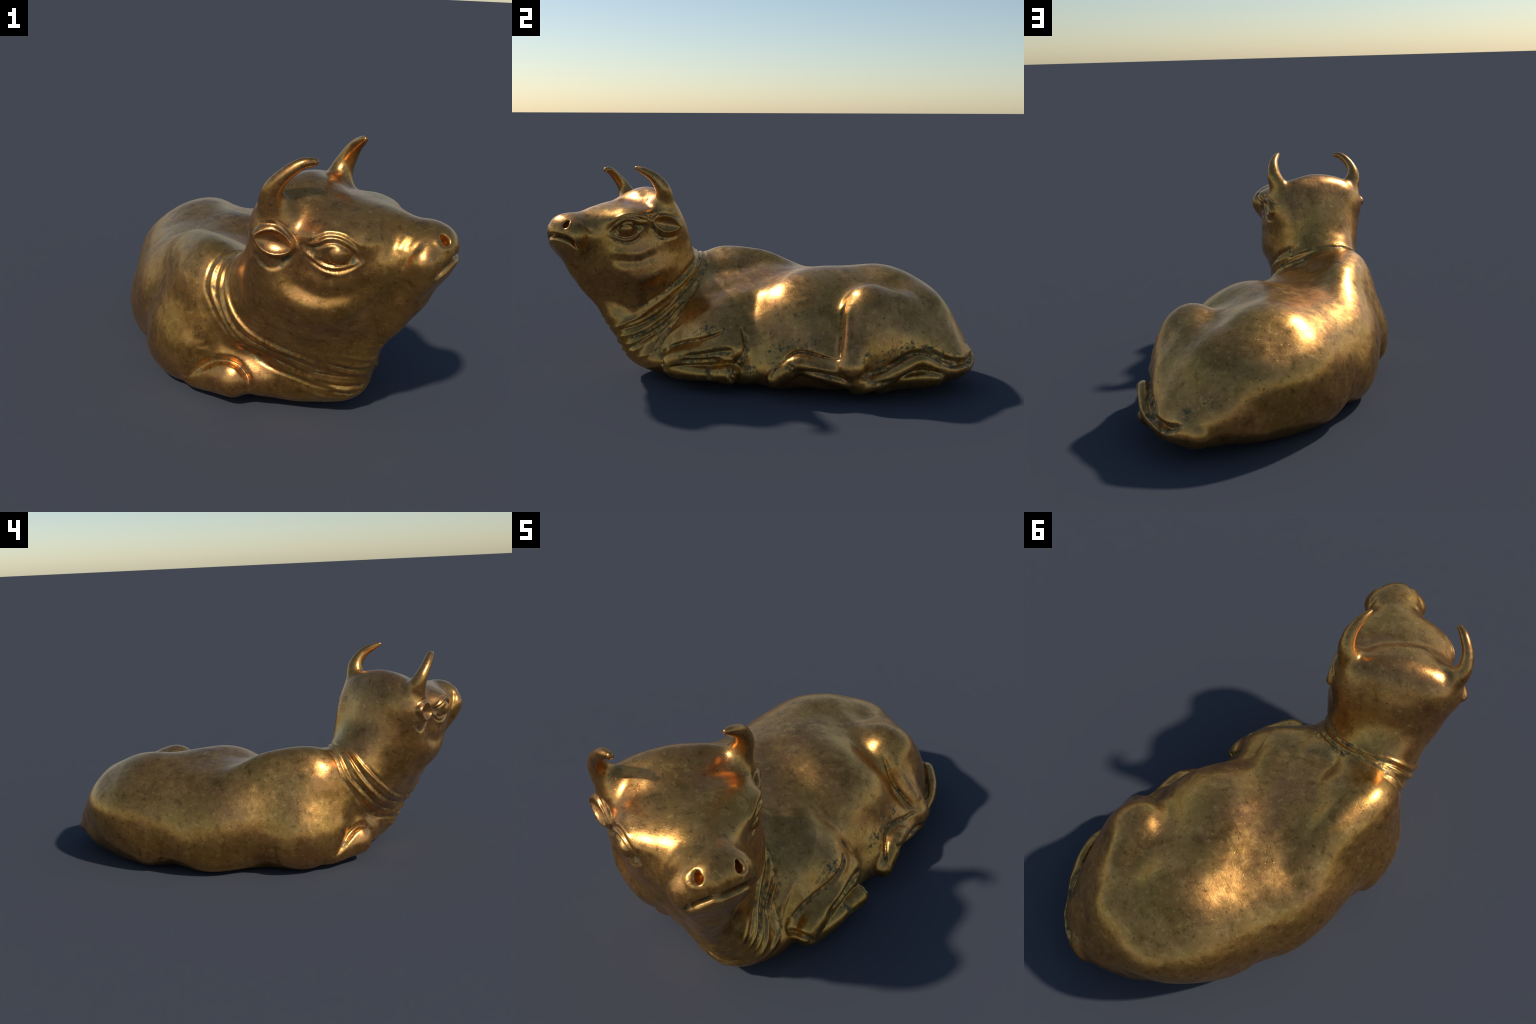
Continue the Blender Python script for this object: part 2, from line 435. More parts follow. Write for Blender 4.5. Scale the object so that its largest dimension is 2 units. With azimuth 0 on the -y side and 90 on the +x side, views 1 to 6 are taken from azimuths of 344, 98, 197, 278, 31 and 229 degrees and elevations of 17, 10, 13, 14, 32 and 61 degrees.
        [0.03, -0.603, 0.076, 0.05, 0.0037],
        [0.266, -0.829, 0.43, 0.05, 0.0083],
        [0.22, -0.52, 0.38, 0.05, -0.0041],
        [-0.04, -0.6, 0.121, 0.06, -0.0036],
        [-0.011, -0.751, 0.35, 0.06, -0.0033],
        [-0.256, -0.476, 0.174, 0.06, 0.0028],
        [0.15, -0.624, 0.057, 0.06, -0.0027],
        [0.289, -0.53, 0.15, 0.06, -0.0077],
        [0.213, -0.53, 0.29, 0.06, 0.0025],
        [-0.21, -0.53, 0.29, 0.06, 0.0073],
        [-0.142, -0.541, 0.183, 0.06, -0.0057],
        [0.07, -0.838, 0.422, 0.06, -0.0025],
        [0.246, -0.69, 0.33, 0.06, -0.0029],
        [0.218, -0.484, 0.43, 0.06, -0.0027],
        [-0.104, -0.804, 0.474, 0.06, -0.0038],
        [-0.212, -0.67, 0.49, 0.06, -0.0029],
        [0.057, -0.641, 0.117, 0.06, 0.0033],
        [0.13, -0.532, 0.021, 0.06, -0.0027],
        [0.07, -0.744, 0.293, 0.06, 0.0037],
        [0.25, -0.55, 0.055, 0.06, 0.0044],
        [0.26, -0.605, 0.201, 0.06, 0.0072],
    ],
    "throat": [
        [0.157, -0.867, 0.45, 0.05, -0.0072],
        [0.205, -0.909, 0.521, 0.05, -0.0023],
        [0.136, -0.819, 0.385, 0.05, -0.0054],
        [0.348, -0.822, 0.538, 0.05, -0.0099],
        [0.246, -0.726, 0.359, 0.05, -0.0072],
        [0.186, -0.904, 0.528, 0.05, -0.0045],
    ],
}
STROKES = [  # name, width, height, line over the surface
    ("brow_line", 0.0064, -0.0042, [[-0.1, -0.825, 0.712], [-0.079, -0.855, 0.733], [-0.056, -0.871, 0.751], [-0.031, -0.881, 0.76], [-0.001, -0.896, 0.758], [0.027, -0.912, 0.743], [0.053, -0.918, 0.718], [0.067, -0.916, 0.695]]),
    ("brow_ridge", 0.01, 0.004, [[-0.058, -0.864, 0.757], [-0.029, -0.875, 0.766], [0.004, -0.891, 0.765], [0.031, -0.908, 0.753]]),
    ("lid", 0.0064, 0.0029, [[-0.091, -0.835, 0.716], [-0.065, -0.871, 0.731], [-0.039, -0.886, 0.749], [-0.008, -0.901, 0.749], [0.024, -0.914, 0.733], [0.055, -0.915, 0.703]]),
    ("lid_edge", 0.007, -0.009, [[-0.09, -0.834, 0.709], [-0.065, -0.866, 0.716], [-0.042, -0.889, 0.734], [-0.015, -0.902, 0.738], [0.012, -0.912, 0.726], [0.037, -0.912, 0.704], [0.058, -0.912, 0.684]]),
    ("eye_corner", 0.012, -0.0075, [[-0.089, -0.833, 0.701], [-0.063, -0.856, 0.695]]),
    ("eye_corner", 0.012, -0.0075, [[0.03, -0.906, 0.693], [0.053, -0.91, 0.681]]),
    ("lower_lid_edge", 0.006, -0.007, [[-0.055, -0.855, 0.677], [-0.035, -0.866, 0.663], [-0.01, -0.881, 0.661], [0.015, -0.898, 0.671]]),
    ("lower_lid", 0.0048, 0.0029, [[-0.093, -0.828, 0.694], [-0.071, -0.842, 0.677], [-0.045, -0.857, 0.658], [-0.009, -0.88, 0.652], [0.029, -0.899, 0.662], [0.062, -0.913, 0.679]]),
    ("lid_fold", 0.0048, -0.0036, [[-0.084, -0.832, 0.677], [-0.061, -0.846, 0.659], [-0.032, -0.863, 0.644], [0.003, -0.884, 0.643], [0.038, -0.903, 0.658], [0.065, -0.913, 0.678]]),
    ("lid_fold_ridge", 0.0064, 0.0024, [[-0.07, -0.837, 0.652], [-0.031, -0.861, 0.634], [0.007, -0.884, 0.631], [0.041, -0.903, 0.649], [0.068, -0.914, 0.675]]),
    ("cheek_swell", 0.028, 0.0048, [[-0.095, -0.818, 0.625], [-0.064, -0.836, 0.603], [-0.022, -0.863, 0.592], [0.019, -0.886, 0.603], [0.058, -0.907, 0.632]]),
    ("cheek_hollow", 0.028, -0.0072, [[-0.132, -0.8, 0.607], [-0.102, -0.817, 0.578], [-0.062, -0.84, 0.558], [-0.019, -0.864, 0.552], [0.023, -0.883, 0.565], [0.059, -0.898, 0.589]]),
    ("cheek_swell", 0.035, 0.006, [[-0.166, -0.779, 0.551], [-0.131, -0.801, 0.52], [-0.087, -0.825, 0.506], [-0.015, -0.862, 0.502], [0.045, -0.881, 0.514], [0.088, -0.893, 0.546], [0.119, -0.908, 0.583]]),
    ("jaw_hollow", 0.04, -0.0048, [[-0.187, -0.732, 0.507], [-0.138, -0.758, 0.458], [-0.08, -0.777, 0.42], [-0.008, -0.813, 0.413], [0.06, -0.854, 0.45], [0.117, -0.875, 0.496], [0.171, -0.897, 0.549], [0.219, -0.965, 0.621]]),
    ("muzzle_fold", 0.016, 0.005, [[0.218, -0.903, 0.766], [0.194, -0.918, 0.739], [0.176, -0.929, 0.707]]),
    ("muzzle_fold", 0.012, -0.005, [[0.239, -0.954, 0.752], [0.212, -0.956, 0.724], [0.191, -0.95, 0.688], [0.181, -0.939, 0.649]]),
    ("nostril_rim", 0.01, 0.0028, [[0.29, -0.953, 0.769], [0.279, -0.97, 0.752], [0.296, -0.981, 0.734], [0.323, -0.975, 0.731]]),
    ("mouth", 0.0093, -0.028, [[0.356, -0.959, 0.697], [0.329, -0.976, 0.681], [0.301, -0.987, 0.663], [0.282, -0.99, 0.645]]),
    ("lower_lip", 0.009, 0.0028, [[0.372, -0.936, 0.673], [0.334, -0.965, 0.657], [0.297, -0.981, 0.64]]),
    ("ear_shadow", 0.009, -0.0054, [[-0.221, -0.744, 0.655], [-0.198, -0.762, 0.631], [-0.171, -0.781, 0.628], [-0.14, -0.795, 0.651], [-0.123, -0.82, 0.688]]),
    ("ear_crease", 0.006, -0.0042, [[-0.218, -0.762, 0.765], [-0.182, -0.793, 0.773], [-0.153, -0.808, 0.755], [-0.129, -0.82, 0.727], [-0.111, -0.82, 0.704]]),
    ("ear_crease", 0.005, -0.003, [[-0.173, -0.793, 0.783], [-0.141, -0.801, 0.761], [-0.117, -0.812, 0.731], [-0.105, -0.82, 0.707]]),
    ("forehead_fill", 0.035, 0.008, [[0.118, -0.502, 0.867], [0.108, -0.583, 0.841], [0.051, -0.637, 0.864], [-0.002, -0.698, 0.857], [-0.056, -0.753, 0.831]]),
    ("brow_line", 0.0064, -0.0042, [[0.311, -0.695, 0.715], [0.308, -0.651, 0.758], [0.3, -0.609, 0.78], [0.288, -0.569, 0.78], [0.272, -0.54, 0.768], [0.248, -0.518, 0.761]]),
    ("brow_ridge", 0.01, 0.004, [[0.306, -0.661, 0.769], [0.293, -0.611, 0.79], [0.28, -0.566, 0.79], [0.267, -0.537, 0.777]]),
    ("lid", 0.0064, 0.0029, [[0.307, -0.681, 0.712], [0.304, -0.647, 0.743], [0.304, -0.608, 0.769], [0.293, -0.573, 0.767], [0.274, -0.55, 0.753], [0.249, -0.523, 0.745]]),
    ("lid_edge", 0.007, -0.009, [[0.307, -0.682, 0.704], [0.299, -0.645, 0.733], [0.304, -0.613, 0.756], [0.294, -0.582, 0.755], [0.273, -0.565, 0.737], [0.259, -0.54, 0.738]]),
    ("eye_corner", 0.012, -0.0075, [[0.301, -0.666, 0.712], [0.296, -0.651, 0.719]]),
    ("eye_corner", 0.012, -0.0075, [[0.265, -0.563, 0.724], [0.258, -0.54, 0.735]]),
    ("lower_lid", 0.0056, 0.0029, [[0.31, -0.69, 0.701], [0.298, -0.661, 0.685], [0.286, -0.626, 0.672], [0.274, -0.591, 0.675], [0.26, -0.56, 0.701], [0.25, -0.528, 0.736]]),
    ("lid_fold", 0.0056, -0.0036, [[0.3, -0.665, 0.695], [0.285, -0.626, 0.683], [0.274, -0.595, 0.686], [0.265, -0.571, 0.702]]),
    ("lid_fold", 0.0056, -0.003, [[0.305, -0.673, 0.674], [0.288, -0.626, 0.659], [0.274, -0.586, 0.662], [0.257, -0.551, 0.685]]),
    ("cheek_swell", 0.025, 0.0048, [[0.316, -0.691, 0.618], [0.289, -0.602, 0.6], [0.263, -0.537, 0.607], [0.232, -0.486, 0.639]]),
    ("cheek_hollow", 0.025, -0.0072, [[0.312, -0.673, 0.587], [0.291, -0.602, 0.574], [0.266, -0.537, 0.581], [0.234, -0.486, 0.615]]),
    ("cheek_swell", 0.035, 0.006, [[0.316, -0.697, 0.556], [0.294, -0.628, 0.506], [0.268, -0.553, 0.484], [0.23, -0.474, 0.513], [0.185, -0.421, 0.555]]),
    ("jaw_hollow", 0.035, -0.0048, [[0.351, -0.786, 0.621], [0.32, -0.731, 0.551], [0.288, -0.655, 0.47], [0.261, -0.566, 0.438], [0.221, -0.478, 0.452], [0.18, -0.414, 0.506]]),
    ("nostril_rim", 0.009, 0.0024, [[0.376, -0.849, 0.765], [0.4, -0.843, 0.74], [0.406, -0.863, 0.722]]),
    ("mouth", 0.0085, -0.03, [[0.353, -0.961, 0.693], [0.393, -0.907, 0.7], [0.409, -0.863, 0.693], [0.409, -0.83, 0.674], [0.386, -0.811, 0.64]]),
    ("lower_lip", 0.008, 0.0032, [[0.344, -0.963, 0.672], [0.393, -0.904, 0.678], [0.406, -0.856, 0.664], [0.382, -0.815, 0.631]]),
    ("upper_lip", 0.007, 0.002, [[0.362, -0.954, 0.707], [0.396, -0.901, 0.711], [0.41, -0.852, 0.704], [0.408, -0.816, 0.679], [0.384, -0.804, 0.643]]),
    ("muzzle_fold", 0.012, -0.005, [[0.349, -0.806, 0.767], [0.349, -0.777, 0.739], [0.34, -0.753, 0.706]]),
    ("ear_shadow", 0.009, -0.0054, [[0.242, -0.511, 0.748], [0.23, -0.495, 0.708], [0.217, -0.468, 0.679], [0.192, -0.428, 0.673], [0.151, -0.393, 0.685]]),
    ("ear_crease", 0.007, -0.0048, [[0.24, -0.511, 0.774], [0.211, -0.474, 0.79], [0.189, -0.427, 0.785], [0.143, -0.399, 0.769]]),
    ("ear_crease", 0.007, -0.0042, [[0.249, -0.532, 0.794], [0.239, -0.511, 0.776], [0.209, -0.485, 0.795]]),
    ("collar_groove", 0.0076, -0.0036, [[-0.23, -0.344, 0.549], [-0.271, -0.373, 0.519], [-0.294, -0.392, 0.481], [-0.305, -0.406, 0.435], [-0.289, -0.437, 0.386], [-0.258, -0.473, 0.318], [-0.159, -0.529, 0.239], [-0.061, -0.593, 0.183]]),
    ("collar_ridge", 0.0076, 0.0048, [[-0.182, -0.356, 0.551], [-0.245, -0.387, 0.527], [-0.279, -0.406, 0.487], [-0.288, -0.429, 0.435], [-0.278, -0.456, 0.393], [-0.255, -0.497, 0.337], [-0.173, -0.553, 0.263], [-0.033, -0.618, 0.19]]),
    ("collar_groove", 0.0076, -0.0054, [[-0.181, -0.373, 0.552], [-0.238, -0.405, 0.526], [-0.268, -0.427, 0.484], [-0.278, -0.447, 0.432], [-0.267, -0.484, 0.385], [-0.237, -0.535, 0.317], [-0.098, -0.593, 0.235], [0.031, -0.655, 0.181]]),
    ("collar_ridge", 0.0076, 0.0054, [[-0.171, -0.385, 0.556], [-0.236, -0.429, 0.522], [-0.264, -0.462, 0.467], [-0.266, -0.489, 0.424], [-0.251, -0.535, 0.36], [-0.174, -0.592, 0.288], [0.023, -0.66, 0.2]]),
    ("collar_groove", 0.0076, -0.006, [[-0.186, -0.404, 0.556], [-0.239, -0.448, 0.518], [-0.259, -0.483, 0.466], [-0.26, -0.517, 0.415], [-0.236, -0.566, 0.351], [-0.131, -0.622, 0.281], [0.042, -0.681, 0.215]]),
    ("collar_ridge", 0.0076, 0.0054, [[-0.182, -0.414, 0.562], [-0.228, -0.455, 0.532], [-0.251, -0.497, 0.483], [-0.253, -0.534, 0.44], [-0.231, -0.585, 0.381], [-0.133, -0.641, 0.304], [0.03, -0.695, 0.242]]),
    ("collar_groove", 0.0085, -0.0042, [[-0.247, -0.518, 0.482], [-0.246, -0.557, 0.43], [-0.213, -0.607, 0.374], [-0.113, -0.656, 0.309], [0.017, -0.7, 0.259]]),
    ("collar_groove", 0.0076, -0.0048, [[-0.172, -0.513, 0.229], [-0.103, -0.557, 0.188], [-0.024, -0.612, 0.161], [0.041, -0.646, 0.14], [0.11, -0.669, 0.13]]),
    ("collar_ridge", 0.0076, 0.0036, [[-0.158, -0.544, 0.249], [-0.09, -0.573, 0.203], [-0.012, -0.628, 0.179], [0.055, -0.658, 0.16], [0.122, -0.681, 0.154]]),
    ("dewlap_fold", 0.0085, 0.0048, [[0.091, -0.758, 0.299], [0.135, -0.769, 0.291], [0.181, -0.774, 0.288], [0.22, -0.76, 0.291]]),
    ("dewlap_fold", 0.0085, 0.0048, [[0.066, -0.734, 0.271], [0.135, -0.75, 0.257], [0.188, -0.755, 0.257], [0.221, -0.738, 0.254]]),
    ("dewlap_fold", 0.0085, 0.0054, [[0.061, -0.705, 0.236], [0.113, -0.716, 0.222], [0.164, -0.731, 0.219], [0.215, -0.724, 0.223]]),
    ("dewlap_fold", 0.0085, 0.0054, [[0.028, -0.652, 0.179], [0.112, -0.682, 0.167], [0.173, -0.7, 0.169], [0.239, -0.67, 0.165]]),
    ("dewlap_fold", 0.0085, 0.0054, [[0.083, -0.663, 0.141], [0.147, -0.677, 0.129], [0.196, -0.677, 0.132], [0.251, -0.638, 0.129]]),
    ("dewlap_fold", 0.0085, 0.0042, [[0.011, -0.622, 0.119], [0.075, -0.641, 0.095], [0.148, -0.654, 0.085], [0.178, -0.663, 0.097]]),
    ("dewlap_groove", 0.0068, -0.0048, [[0.056, -0.716, 0.253], [0.124, -0.733, 0.238], [0.176, -0.744, 0.237], [0.217, -0.734, 0.241]]),
    ("dewlap_groove", 0.0068, -0.0054, [[0.023, -0.661, 0.201], [0.107, -0.691, 0.19], [0.165, -0.714, 0.194], [0.235, -0.687, 0.189]]),
    ("dewlap_groove", 0.0068, -0.0054, [[0.046, -0.655, 0.164], [0.133, -0.68, 0.145], [0.187, -0.688, 0.148], [0.245, -0.654, 0.147]]),
    ("dewlap_groove", 0.0068, -0.0054, [[0.087, -0.657, 0.118], [0.147, -0.67, 0.11], [0.199, -0.665, 0.11], [0.236, -0.649, 0.119]]),
    ("dewlap_fold", 0.0076, 0.0036, [[0.157, -0.793, 0.339], [0.188, -0.805, 0.348], [0.218, -0.801, 0.35]]),
    ("collar_edge", 0.0102, 0.0038, [[-0.109, -0.352, 0.554], [0.016, -0.337, 0.522], [0.107, -0.357, 0.482], [0.163, -0.399, 0.437], [0.19, -0.448, 0.396], [0.209, -0.514, 0.353], [0.227, -0.579, 0.31], [0.249, -0.638, 0.279]]),
    ("collar_under", 0.0119, -0.006, [[0.033, -0.348, 0.55], [0.098, -0.359, 0.516], [0.163, -0.399, 0.467], [0.195, -0.446, 0.427], [0.214, -0.511, 0.384], [0.228, -0.578, 0.34]]),
    ("collar_groove", 0.0085, -0.006, [[-0.125, -0.34, 0.549], [0.001, -0.323, 0.504], [0.094, -0.34, 0.46], [0.155, -0.377, 0.411], [0.185, -0.43, 0.366]]),
    ("collar_groove", 0.0085, -0.0048, [[-0.113, -0.319, 0.542], [-0.012, -0.308, 0.492], [0.094, -0.32, 0.441], [0.154, -0.337, 0.397]]),
    ("collar_ridge", 0.0076, 0.0036, [[-0.118, -0.329, 0.546], [0.001, -0.315, 0.494], [0.092, -0.331, 0.45], [0.153, -0.357, 0.401]]),
    ("dewlap_fold", 0.0085, 0.0048, [[0.186, -0.439, 0.396], [0.205, -0.505, 0.348], [0.227, -0.575, 0.296], [0.252, -0.638, 0.269], [0.246, -0.698, 0.235]]),
    ("dewlap_fold", 0.0085, 0.0048, [[0.174, -0.382, 0.38], [0.203, -0.466, 0.299], [0.247, -0.565, 0.236], [0.264, -0.625, 0.213], [0.24, -0.684, 0.192]]),
    ("dewlap_fold", 0.0085, 0.0048, [[0.191, -0.369, 0.36], [0.215, -0.433, 0.283], [0.239, -0.508, 0.226], [0.272, -0.583, 0.182], [0.252, -0.65, 0.159]]),
    ("dewlap_fold", 0.0085, 0.0048, [[0.168, -0.344, 0.385], [0.226, -0.39, 0.307], [0.236, -0.458, 0.238], [0.264, -0.521, 0.188], [0.28, -0.582, 0.145], [0.259, -0.629, 0.132]]),
    ("dewlap_fold", 0.0093, 0.0048, [[0.275, -0.359, 0.276], [0.271, -0.435, 0.208], [0.292, -0.489, 0.147], [0.277, -0.579, 0.104]]),
    ("dewlap_groove", 0.0076, -0.006, [[0.174, -0.397, 0.385], [0.206, -0.49, 0.304], [0.24, -0.577, 0.259], [0.259, -0.651, 0.236]]),
    ("dewlap_groove", 0.0076, -0.0054, [[0.184, -0.375, 0.368], [0.206, -0.451, 0.29], [0.24, -0.532, 0.231], [0.267, -0.61, 0.2]]),
    ("dewlap_groove", 0.0076, -0.0072, [[0.154, -0.337, 0.397], [0.222, -0.386, 0.316], [0.227, -0.451, 0.256], [0.249, -0.485, 0.21], [0.29, -0.5, 0.146]]),
    ("dewlap_groove", 0.0076, -0.0054, [[0.201, -0.416, 0.32], [0.233, -0.484, 0.236], [0.266, -0.55, 0.192], [0.267, -0.621, 0.149]]),
    ("dewlap_groove", 0.0085, -0.006, [[0.233, -0.379, 0.309], [0.247, -0.426, 0.247], [0.274, -0.454, 0.188], [0.296, -0.493, 0.138]]),
    ("nape_ridge", 0.0076, 0.0036, [[-0.118, -0.369, 0.563], [-0.187, -0.409, 0.557], [-0.242, -0.469, 0.51], [-0.258, -0.522, 0.437]]),
    ("nape_groove", 0.0068, -0.0054, [[0.059, -0.341, 0.506], [-0.045, -0.342, 0.543], [-0.135, -0.366, 0.558], [-0.208, -0.409, 0.544], [-0.261, -0.478, 0.465]]),
    ("nape_ridge", 0.0076, 0.0036, [[0.035, -0.336, 0.51], [-0.067, -0.339, 0.543], [-0.165, -0.362, 0.553], [-0.235, -0.404, 0.528], [-0.269, -0.462, 0.45]]),
    ("nape_groove", 0.0068, -0.0042, [[0.025, -0.314, 0.479], [-0.076, -0.321, 0.533], [-0.155, -0.343, 0.551], [-0.226, -0.376, 0.539], [-0.279, -0.435, 0.452]]),
    ("foreleg_crease", 0.0076, -0.0105, [[0.306, -0.411, 0.177], [0.333, -0.336, 0.209], [0.376, -0.24, 0.239], [0.387, -0.171, 0.267], [0.371, -0.132, 0.285]]),
    ("elbow_crease", 0.01, -0.014, [[0.337, -0.061, 0.284], [0.357, -0.045, 0.247], [0.381, -0.034, 0.207], [0.4, -0.047, 0.169], [0.41, -0.078, 0.147]]),
    ("foreleg_slot", 0.016, -0.016, [[0.41, -0.327, 0.164], [0.423, -0.244, 0.178], [0.425, -0.15, 0.197], [0.423, -0.09, 0.204]]),
    ("foreleg_slot", 0.014, -0.016, [[0.41, -0.332, 0.14], [0.416, -0.246, 0.143], [0.42, -0.151, 0.156]]),
    ("shank", 0.009, 0.006, [[0.422, -0.151, 0.161], [0.419, -0.086, 0.161]]),
    ("chest_crease", 0.01, -0.014, [[0.3, -0.433, 0.167], [0.311, -0.445, 0.135], [0.381, -0.426, 0.112], [0.381, -0.417, 0.078]]),
    ("fetlock", 0.01, -0.006, [[0.403, -0.202, 0.124], [0.435, -0.191, 0.068]]),
    ("hoof_crease", 0.008, -0.008, [[0.421, -0.104, 0.139], [0.462, -0.099, 0.105], [0.457, -0.091, 0.07]]),
    ("hoof_crease", 0.009, -0.01, [[0.408, -0.079, 0.141], [0.447, -0.076, 0.11], [0.378, -0.082, 0.046]]),
    ("shin_crease", 0.0085, -0.0105, [[0.298, 0.401, 0.411], [0.323, 0.388, 0.369], [0.358, 0.385, 0.303], [0.417, 0.387, 0.24], [0.455, 0.392, 0.205]]),
    ("shin_ridge", 0.02, 0.009, [[0.335, 0.425, 0.406], [0.358, 0.417, 0.36], [0.39, 0.418, 0.312], [0.438, 0.419, 0.252], [0.462, 0.423, 0.222]]),
    ("cannon_crease", 0.0068, -0.009, [[0.458, 0.388, 0.196], [0.44, 0.322, 0.197], [0.418, 0.248, 0.21], [0.408, 0.197, 0.209], [0.421, 0.153, 0.182], [0.448, 0.102, 0.136], [0.47, 0.085, 0.083]]),
    ("cannon_under", 0.015, -0.016, [[0.473, 0.196, 0.127], [0.48, 0.299, 0.132], [0.479, 0.379, 0.119], [0.479, 0.433, 0.097]]),
    ("pastern", 0.012, -0.009, [[0.468, 0.161, 0.168], [0.48, 0.183, 0.147]]),
    ("hock_crease", 0.012, -0.014, [[0.439, 0.514, 0.141], [0.471, 0.489, 0.118]]),
    ("tail_crease", 0.01, -0.014, [[0.43, 0.532, 0.134], [0.434, 0.598, 0.157], [0.399, 0.654, 0.191], [0.362, 0.721, 0.212], [0.334, 0.785, 0.196], [0.325, 0.844, 0.161], [0.264, 0.916, 0.139], [0.194, 0.963, 0.14], [0.115, 0.985, 0.152]]),
    ("tail_under", 0.013, -0.012, [[0.467, 0.547, 0.098], [0.447, 0.63, 0.105], [0.39, 0.714, 0.133], [0.381, 0.785, 0.136], [0.355, 0.844, 0.117]]),
    ("tail_trench", 0.014, -0.015, [[0.333, 0.77, 0.22], [0.312, 0.824, 0.189], [0.279, 0.876, 0.16], [0.218, 0.952, 0.14], [0.175, 0.973, 0.136], [0.137, 0.98, 0.148]]),
    ("crust_patch", 0.02, 0.0, [[0.398, 0.228, 0.246], [0.397, 0.259, 0.261]]),
    ("crust_patch", 0.016, 0.0, [[0.404, 0.215, 0.224], [0.416, 0.253, 0.217]]),
    ("stain_patch", 0.03, 0.0, [[0.406, 0.101, 0.196], [0.4, 0.169, 0.221], [0.409, 0.283, 0.242]]),
    ("stain_patch", 0.03, 0.0, [[0.398, -0.062, 0.12], [0.402, 0.009, 0.086]]),
    ("crust_patch", 0.018, 0.0, [[0.358, 0.711, 0.237], [0.338, 0.757, 0.224]]),
    ("crust_patch", 0.012, 0.0, [[0.385, 0.662, 0.243], [0.377, 0.675, 0.246]]),
    ("stain_patch", 0.03, 0.0, [[0.439, 0.518, 0.183], [0.425, 0.584, 0.191], [0.395, 0.649, 0.231]]),
    ("stain_patch", 0.025, 0.0, [[0.31, 0.831, 0.182], [0.256, 0.916, 0.156]]),
    ("stain_patch", 0.024, 0.0, [[0.354, -0.259, 0.262], [0.374, -0.188, 0.284]]),
    ("stain_patch", 0.018, 0.0, [[0.028, 0.937, 0.241], [0.007, 0.938, 0.239]]),
    ("stain_patch", 0.018, 0.0, [[0.109, 0.959, 0.191], [0.087, 0.964, 0.19]]),
    ("stain_patch", 0.016, 0.0, [[0.361, -0.932, 0.643], [0.381, -0.896, 0.633]]),
    ("knee_crease", 0.012, -0.0196, [[-0.362, -0.37, 0.073], [-0.32, -0.423, 0.134], [-0.276, -0.459, 0.173], [-0.235, -0.49, 0.187], [-0.2, -0.515, 0.179], [-0.175, -0.54, 0.146], [-0.163, -0.543, 0.1]]),
    ("armpit", 0.025, -0.01, [[-0.307, -0.437, 0.241], [-0.296, -0.444, 0.2], [-0.328, -0.422, 0.164]]),
    ("flank_crease", 0.022, -0.009, [[-0.463, -0.094, 0.158], [-0.459, -0.097, 0.112], [-0.413, -0.094, 0.05]]),
    ("flank_crease", 0.016, -0.01, [[-0.43, 0.437, 0.122], [-0.381, 0.452, 0.053]]),
    ("flank_crease", 0.014, -0.006, [[-0.434, 0.453, 0.17], [-0.428, 0.463, 0.128], [-0.413, 0.495, 0.094]]),
]
BASE = 0.0075
PARTS = ["torso", "neck", "head", "horn", "horn.001", "ear", "ear.001", "eye", "eye.001",
         "forelimb", "forelimb.001", "hoof", "hindlimb", "hoof.001", "tail"]
PARENT = {"horn": "head", "horn.001": "head", "ear": "head", "ear.001": "head", "eye": "head", "eye.001": "head",
          "hoof": "forelimb", "hoof.001": "hindlimb"}
PART_OF_MASS = {
    "neck": "neck", "dewlap": "neck", "throat": "neck",
    "skull": "head", "sideface": "head", "brow": "head", "bridge": "head", "face": "head", "muzzle": "head", "jaw": "head",
    "chin": "head", "cheekR": "head", "cheekL": "head",
    "ear_left": "ear", "ear_right": "ear.001", "eye_left": "eye", "eye_right": "eye.001",
    "upperarm": "forelimb", "elbow": "forelimb", "folded_foreleg": "forelimb", "folded_foreleg_hoof": "hoof",
    "rknee": "forelimb.001", "thigh": "hindlimb", "haunch": "hindlimb", "shin": "hindlimb",
    "folded_hind_leg": "hindlimb", "folded_hind_leg_hoof": "hoof.001",
    "tail": "tail",
}
PATINA = {  # creases that hold green or brown crust, and how much
    "foreleg_crease": 0.75, "foreleg_slot": 0.8, "elbow_crease": 0.75, "hoof_crease": 0.7, "collar_groove": 0.55,
    "collar_under": 0.6, "dewlap_groove": 0.5, "tail_crease": 0.85, "tail_under": 0.75, "tail_trench": 0.95,
    "cannon_crease": 0.5, "cannon_under": 0.8, "shin_crease": 0.55, "pastern": 0.85, "hock_crease": 0.8, "mouth": 0.85,
    "eye_corner": 0.6, "knee_crease": 0.65, "ear_shadow": 0.6, "nape_groove": 0.6, "chest_crease": 0.55, "lid_edge": 0.5,
    "lid_fold": 0.42, "fetlock": 0.75, "crust_patch": 0.75, "stain_patch": 0.5,
}


# ---------------------------------------------------------------- implicit shapes
def ellipsoid(P, v):
    Q = P - np.asarray(v[:3])
    r = np.maximum(np.abs(v[3:6]), 0.01)
    a, b = v[6], v[7]
    if a or b:
        ca, sa, cb, sb = math.cos(a), math.sin(a), math.cos(b), math.sin(b)
        x = Q[:, 0] * ca + Q[:, 1] * sa
        y = -Q[:, 0] * sa + Q[:, 1] * ca
        z = Q[:, 2]
        x, z = x * cb + z * sb, -x * sb + z * cb
        Q = np.stack([x, y, z], 1)
    Q = Q / r
    k0 = np.sqrt((Q * Q).sum(1))
    Q = Q / r
    k1 = np.sqrt((Q * Q).sum(1)) + 1e-9
    return np.where(k0 < 0.3, (k0 - 1) * r.min(), k0 * (k0 - 1) / k1)


def cone(P, v):
    v = np.asarray(v, float)
    a, d = v[:3], v[4:7] - v[:3]
    t = np.clip(((P - a) @ d) / (d @ d), 0, 1)
    Q = P - a - t[:, None] * d
    return np.sqrt((Q * Q).sum(1)) - (v[3] + (v[7] - v[3]) * t)


